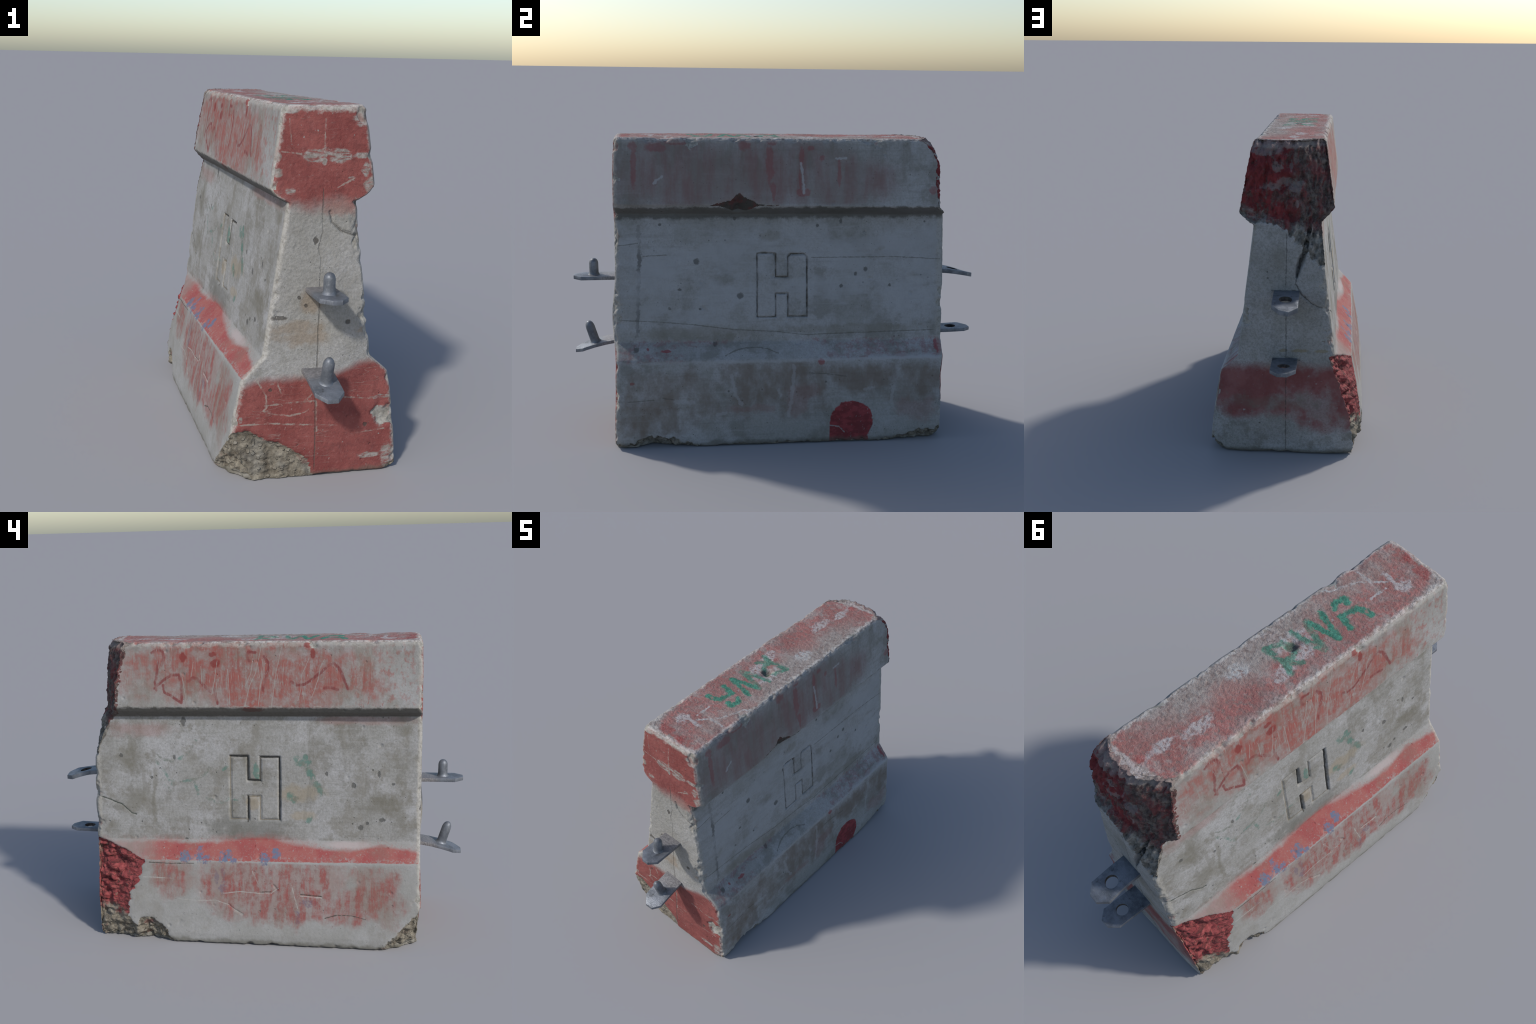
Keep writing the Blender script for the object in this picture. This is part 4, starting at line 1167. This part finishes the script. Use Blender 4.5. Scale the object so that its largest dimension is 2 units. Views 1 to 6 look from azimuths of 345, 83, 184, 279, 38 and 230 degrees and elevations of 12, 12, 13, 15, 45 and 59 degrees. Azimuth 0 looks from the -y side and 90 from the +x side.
def mesh_from(name, P, quads, N, mats, slot):
    used, inv = np.unique(quads, return_inverse=True)
    q = inv.reshape(-1, 4)
    me = bpy.data.meshes.new(name)
    me.vertices.add(len(used))
    me.vertices.foreach_set("co", P[used].astype(np.float32).ravel())
    me.loops.add(len(q) * 4)
    me.loops.foreach_set("vertex_index", q.astype(np.int32).ravel())
    me.polygons.add(len(q))
    me.polygons.foreach_set("loop_start", np.arange(0, len(q) * 4, 4, dtype=np.int32))
    su, sinv = np.unique(slot, return_inverse=True)
    for s in su:
        me.materials.append(mats[s])
    me.polygons.foreach_set("material_index", sinv.astype(np.int32))
    me.polygons.foreach_set("use_smooth", np.ones(len(q), bool))
    me.update(calc_edges=True)
    me.normals_split_custom_set_from_vertices(N[used].astype(np.float32))
    return me


def build_concrete(root):
    P, quads, zone, idx = build_block()
    P, frac, letter = weather(P, quads, zone, idx)
    N = vertex_normals(P, quads)
    fq = frac[quads]
    ffrac = np.zeros(len(quads), int)
    for k in (BARE, RED_BREAK, CAP_BREAK, AGGREGATE):
        ffrac[(fq == k).sum(1) >= 3] = k
    ffrac[(ffrac == 0) & ((fq >= 2).sum(1) >= 3)] = AGGREGATE
    mats = [mat_left_foot(), mat_right(), mat_front(), mat_back(), mat_top(), mat_underside(), mat_bare(), mat_red_break(), mat_cap_break(), mat_aggregate(), mat_left_wall(), mat_left_cap()]
    slot = zone.copy()
    for k, s in ((BARE, 6), (RED_BREAK, 7), (CAP_BREAK, 8), (AGGREGATE, 9)):
        slot[ffrac == k] = s
    slot[(zone == 5)] = 5
    row = ROWS[idx[quads, 1]].mean(1)
    cy = P[quads, 1].mean(1)
    cx = P[quads, 0].mean(1)
    slot[(slot == 0) & (row > 5)] = 10
    slot[(slot == 10) & (row > 6)] = 11
    part = np.where(row < 5, 0, np.where(row < 6, 1, 2))
    lt = letter[quads]
    part[(lt == 1).sum(1) >= 4] = 10
    part[(lt == 2).sum(1) >= 4] = 11
    part[slot == 8] = np.where(cy[slot == 8] > .3, 20, 2)
    part[(slot == 7) | ((slot == 9) & (cy > 0) & (cx < 0))] = 21
    part[(slot == 9) & (cy < 0) & (cx < .05)] = 22
    objs = {}

    def make(name, code, parent):
        sel = part == code
        me = mesh_from(name, P, quads[sel], N, mats, slot[sel])
        objs[code] = new_object(name, me, parent)
        return objs[code]
    foot = make("flared_foot", 0, root)
    stem = make("tapered_wall", 1, root)
    cap = make("overhanging_cap", 2, root)
    make("stamped_letter", 10, stem)
    make("stamped_letter", 11, stem)
    make("broken_end", 20, cap)
    make("broken_corner", 21, foot)
    make("broken_corner", 22, foot)


def plate_mesh(name, cx, y_in, y_out, half, thick, corner, hole, centre_y, bend, mat, bore=None):
    """flat bar with clipped corners, optional round hole, bent along y.
    bend(y) -> z of the plate's top"""
    bm = bmesh.new()
    sg = 1 if y_out > y_in else -1
    out = [(cx - half, y_in), (cx + half, y_in), (cx + half, y_out - sg * corner), (cx + half - corner * .95, y_out), (cx - half + corner * 1.05, y_out), (cx - half, y_out - sg * corner * 1.1)]
    loop = [bm.verts.new((x, y, 0)) for x, y in out]
    ed = [bm.edges.new((loop[i], loop[(i + 1) % len(loop)])) for i in range(len(loop))]
    if hole:
        ring = [bm.verts.new((cx + hole * math.cos(a), centre_y + hole * math.sin(a), 0)) for a in (math.tau * (i + .5) / 16 for i in range(16))]
        ed += [bm.edges.new((ring[i], ring[(i + 1) % 16])) for i in range(16)]
    bmesh.ops.triangle_fill(bm, use_beauty=True, use_dissolve=False, edges=ed)
    for k in range(1, 16):
        yy = y_in + (y_out - y_in) * k / 16
        bmesh.ops.bisect_plane(bm, geom=bm.verts[:] + bm.edges[:] + bm.faces[:], plane_co=(0, yy, 0), plane_no=(0, 1, 0))
    bmesh.ops.recalc_face_normals(bm, faces=bm.faces[:])
    if bm.faces[0].normal.z > 0:
        for f in bm.faces:
            f.normal_flip()
    ret = bmesh.ops.extrude_face_region(bm, geom=bm.faces[:])
    topv = [v for v in ret["geom"] if isinstance(v, bmesh.types.BMVert)]
    for v in topv:
        v.co.z = thick
    bmesh.ops.recalc_face_normals(bm, faces=bm.faces[:])
    rim = [e for e in bm.edges if len(e.link_faces) == 2 and e.calc_face_angle(0) > 1.0]
    bmesh.ops.bevel(bm, geom=rim, offset=.0022, segments=2, affect='EDGES', profile=.6)
    for v in bm.verts:
        top = bend(v.co.x - cx, v.co.y)
        v.co.z = top - thick + v.co.z
    me = bpy.data.meshes.new(name)
    bm.to_mesh(me)
    bm.free()
    me.materials.append(mat)
    if hole and bore:
        me.materials.append(bore)
        for p in me.polygons:
            if math.hypot(p.center.x - cx, p.center.y - centre_y) < hole * 1.12 and abs(p.normal.z) < .6:
                p.material_index = 1
    me.set_sharp_from_angle(angle=math.radians(38))
    me.polygons.foreach_set("use_smooth", np.ones(len(me.polygons), bool))
    return me


def pin_mesh(name, base, tip, radius, mat):
    """turned pin with a domed tip and a weld fillet at its foot"""
    bm = bmesh.new()
    ax = Vector(tip) - Vector(base)
    L = ax.length
    prof = [(radius * 1.55, -.004), (radius * 1.42, .002), (radius * 1.18, .006), (radius * 1.02, .013), (radius, .02), (radius * .985, L * .72), (radius * .93, L * .80), (radius * .78, L * .89), (radius * .52, L * .96), (radius * .22, L * .993)]
    rot = Vector((0, 0, 1)).rotation_difference(ax.normalized())
    rings = []
    n = 24
    for r, h in prof:
        rings.append([bm.verts.new(rot @ Vector((r * math.cos(math.tau * i / n) * (1 + .03 * math.sin(3 * i + h * 90)), r * math.sin(math.tau * i / n), h)) + Vector(base)) for i in range(n)])
    for a, b in zip(rings[:-1], rings[1:]):
        for i in range(n):
            bm.faces.new((a[i], a[(i + 1) % n], b[(i + 1) % n], b[i]))
    bm.faces.new(rings[-1])
    bm.faces.new(rings[0][::-1])
    bmesh.ops.recalc_face_normals(bm, faces=bm.faces[:])
    me = bpy.data.meshes.new(name)
    bm.to_mesh(me)
    bm.free()
    me.materials.append(mat)
    me.polygons.foreach_set("use_smooth", np.ones(len(me.polygons), bool))
    return me


def build_steel(root):
    dusty = mat_steel("dusty_steel", True)
    plain = mat_steel("worn_steel", False)
    g = Graph("dark_bore")  # hole walls coloured near black, darker than the plate
    bore = g.finish(g.mix(g.step(g.noise(60, 4, .7), .4, .6), (.030, .028, .027), (.075, .065, .055)), .8)

    def bar(xs, zs):
        return lambda u, y: float(np.interp(abs(y), xs, zs))
    b1 = bar([.7, 1.0], [.769, .768])
    b2 = bar([.7, .80, .85, .90, .95, 1.0], [.452, .449, .440, .428, .413, .395])

    def b3(u, y):
        t = max(0, abs(y) - .86) / .14
        side = max(0.0, .5 - u / .11)          # the near corner is beaten down
        return .786 - .007 * max(0, abs(y) - .80) / .1 - (.012 + .020 * side) * t ** 1.4
    b4 = bar([.7, .88, .96, 1.0], [.468, .470, .473, .470])
    f1 = new_object("coupling_plate", plate_mesh("coupling_plate", -.001, -.70, -1.0, .055, .018, .037, 0, 0, b1, dusty), root)
    f2 = new_object("coupling_plate", plate_mesh("coupling_plate", -.004, -.70, -1.0, .057, .017, .036, 0, 0, b2, dusty), root)
    new_object("coupling_pin", pin_mesh("coupling_pin", (0, -.903, .764), (0, -.904, .850), .0225, plain), f1)
    new_object("coupling_pin", pin_mesh("coupling_pin", (0, -.903, .422), (0, -.938, .534), .0225, plain), f2)
    new_object("eye_plate", plate_mesh("eye_plate", .012, .70, 1.0, .057, .021, .037, .0285, .902, b3, plain, bore), root)
    new_object("eye_plate", plate_mesh("eye_plate", .018, .70, 1.0, .057, .017, .036, .0275, .905, b4, plain, bore), root)


root = bpy.data.objects.new("concrete_barrier", None)
bpy.context.scene.collection.objects.link(root)
root["label"] = "weathered concrete road barrier with worn red paint and steel coupling plates"
root["category"] = "traffic barrier"
build_concrete(root)
build_steel(root)
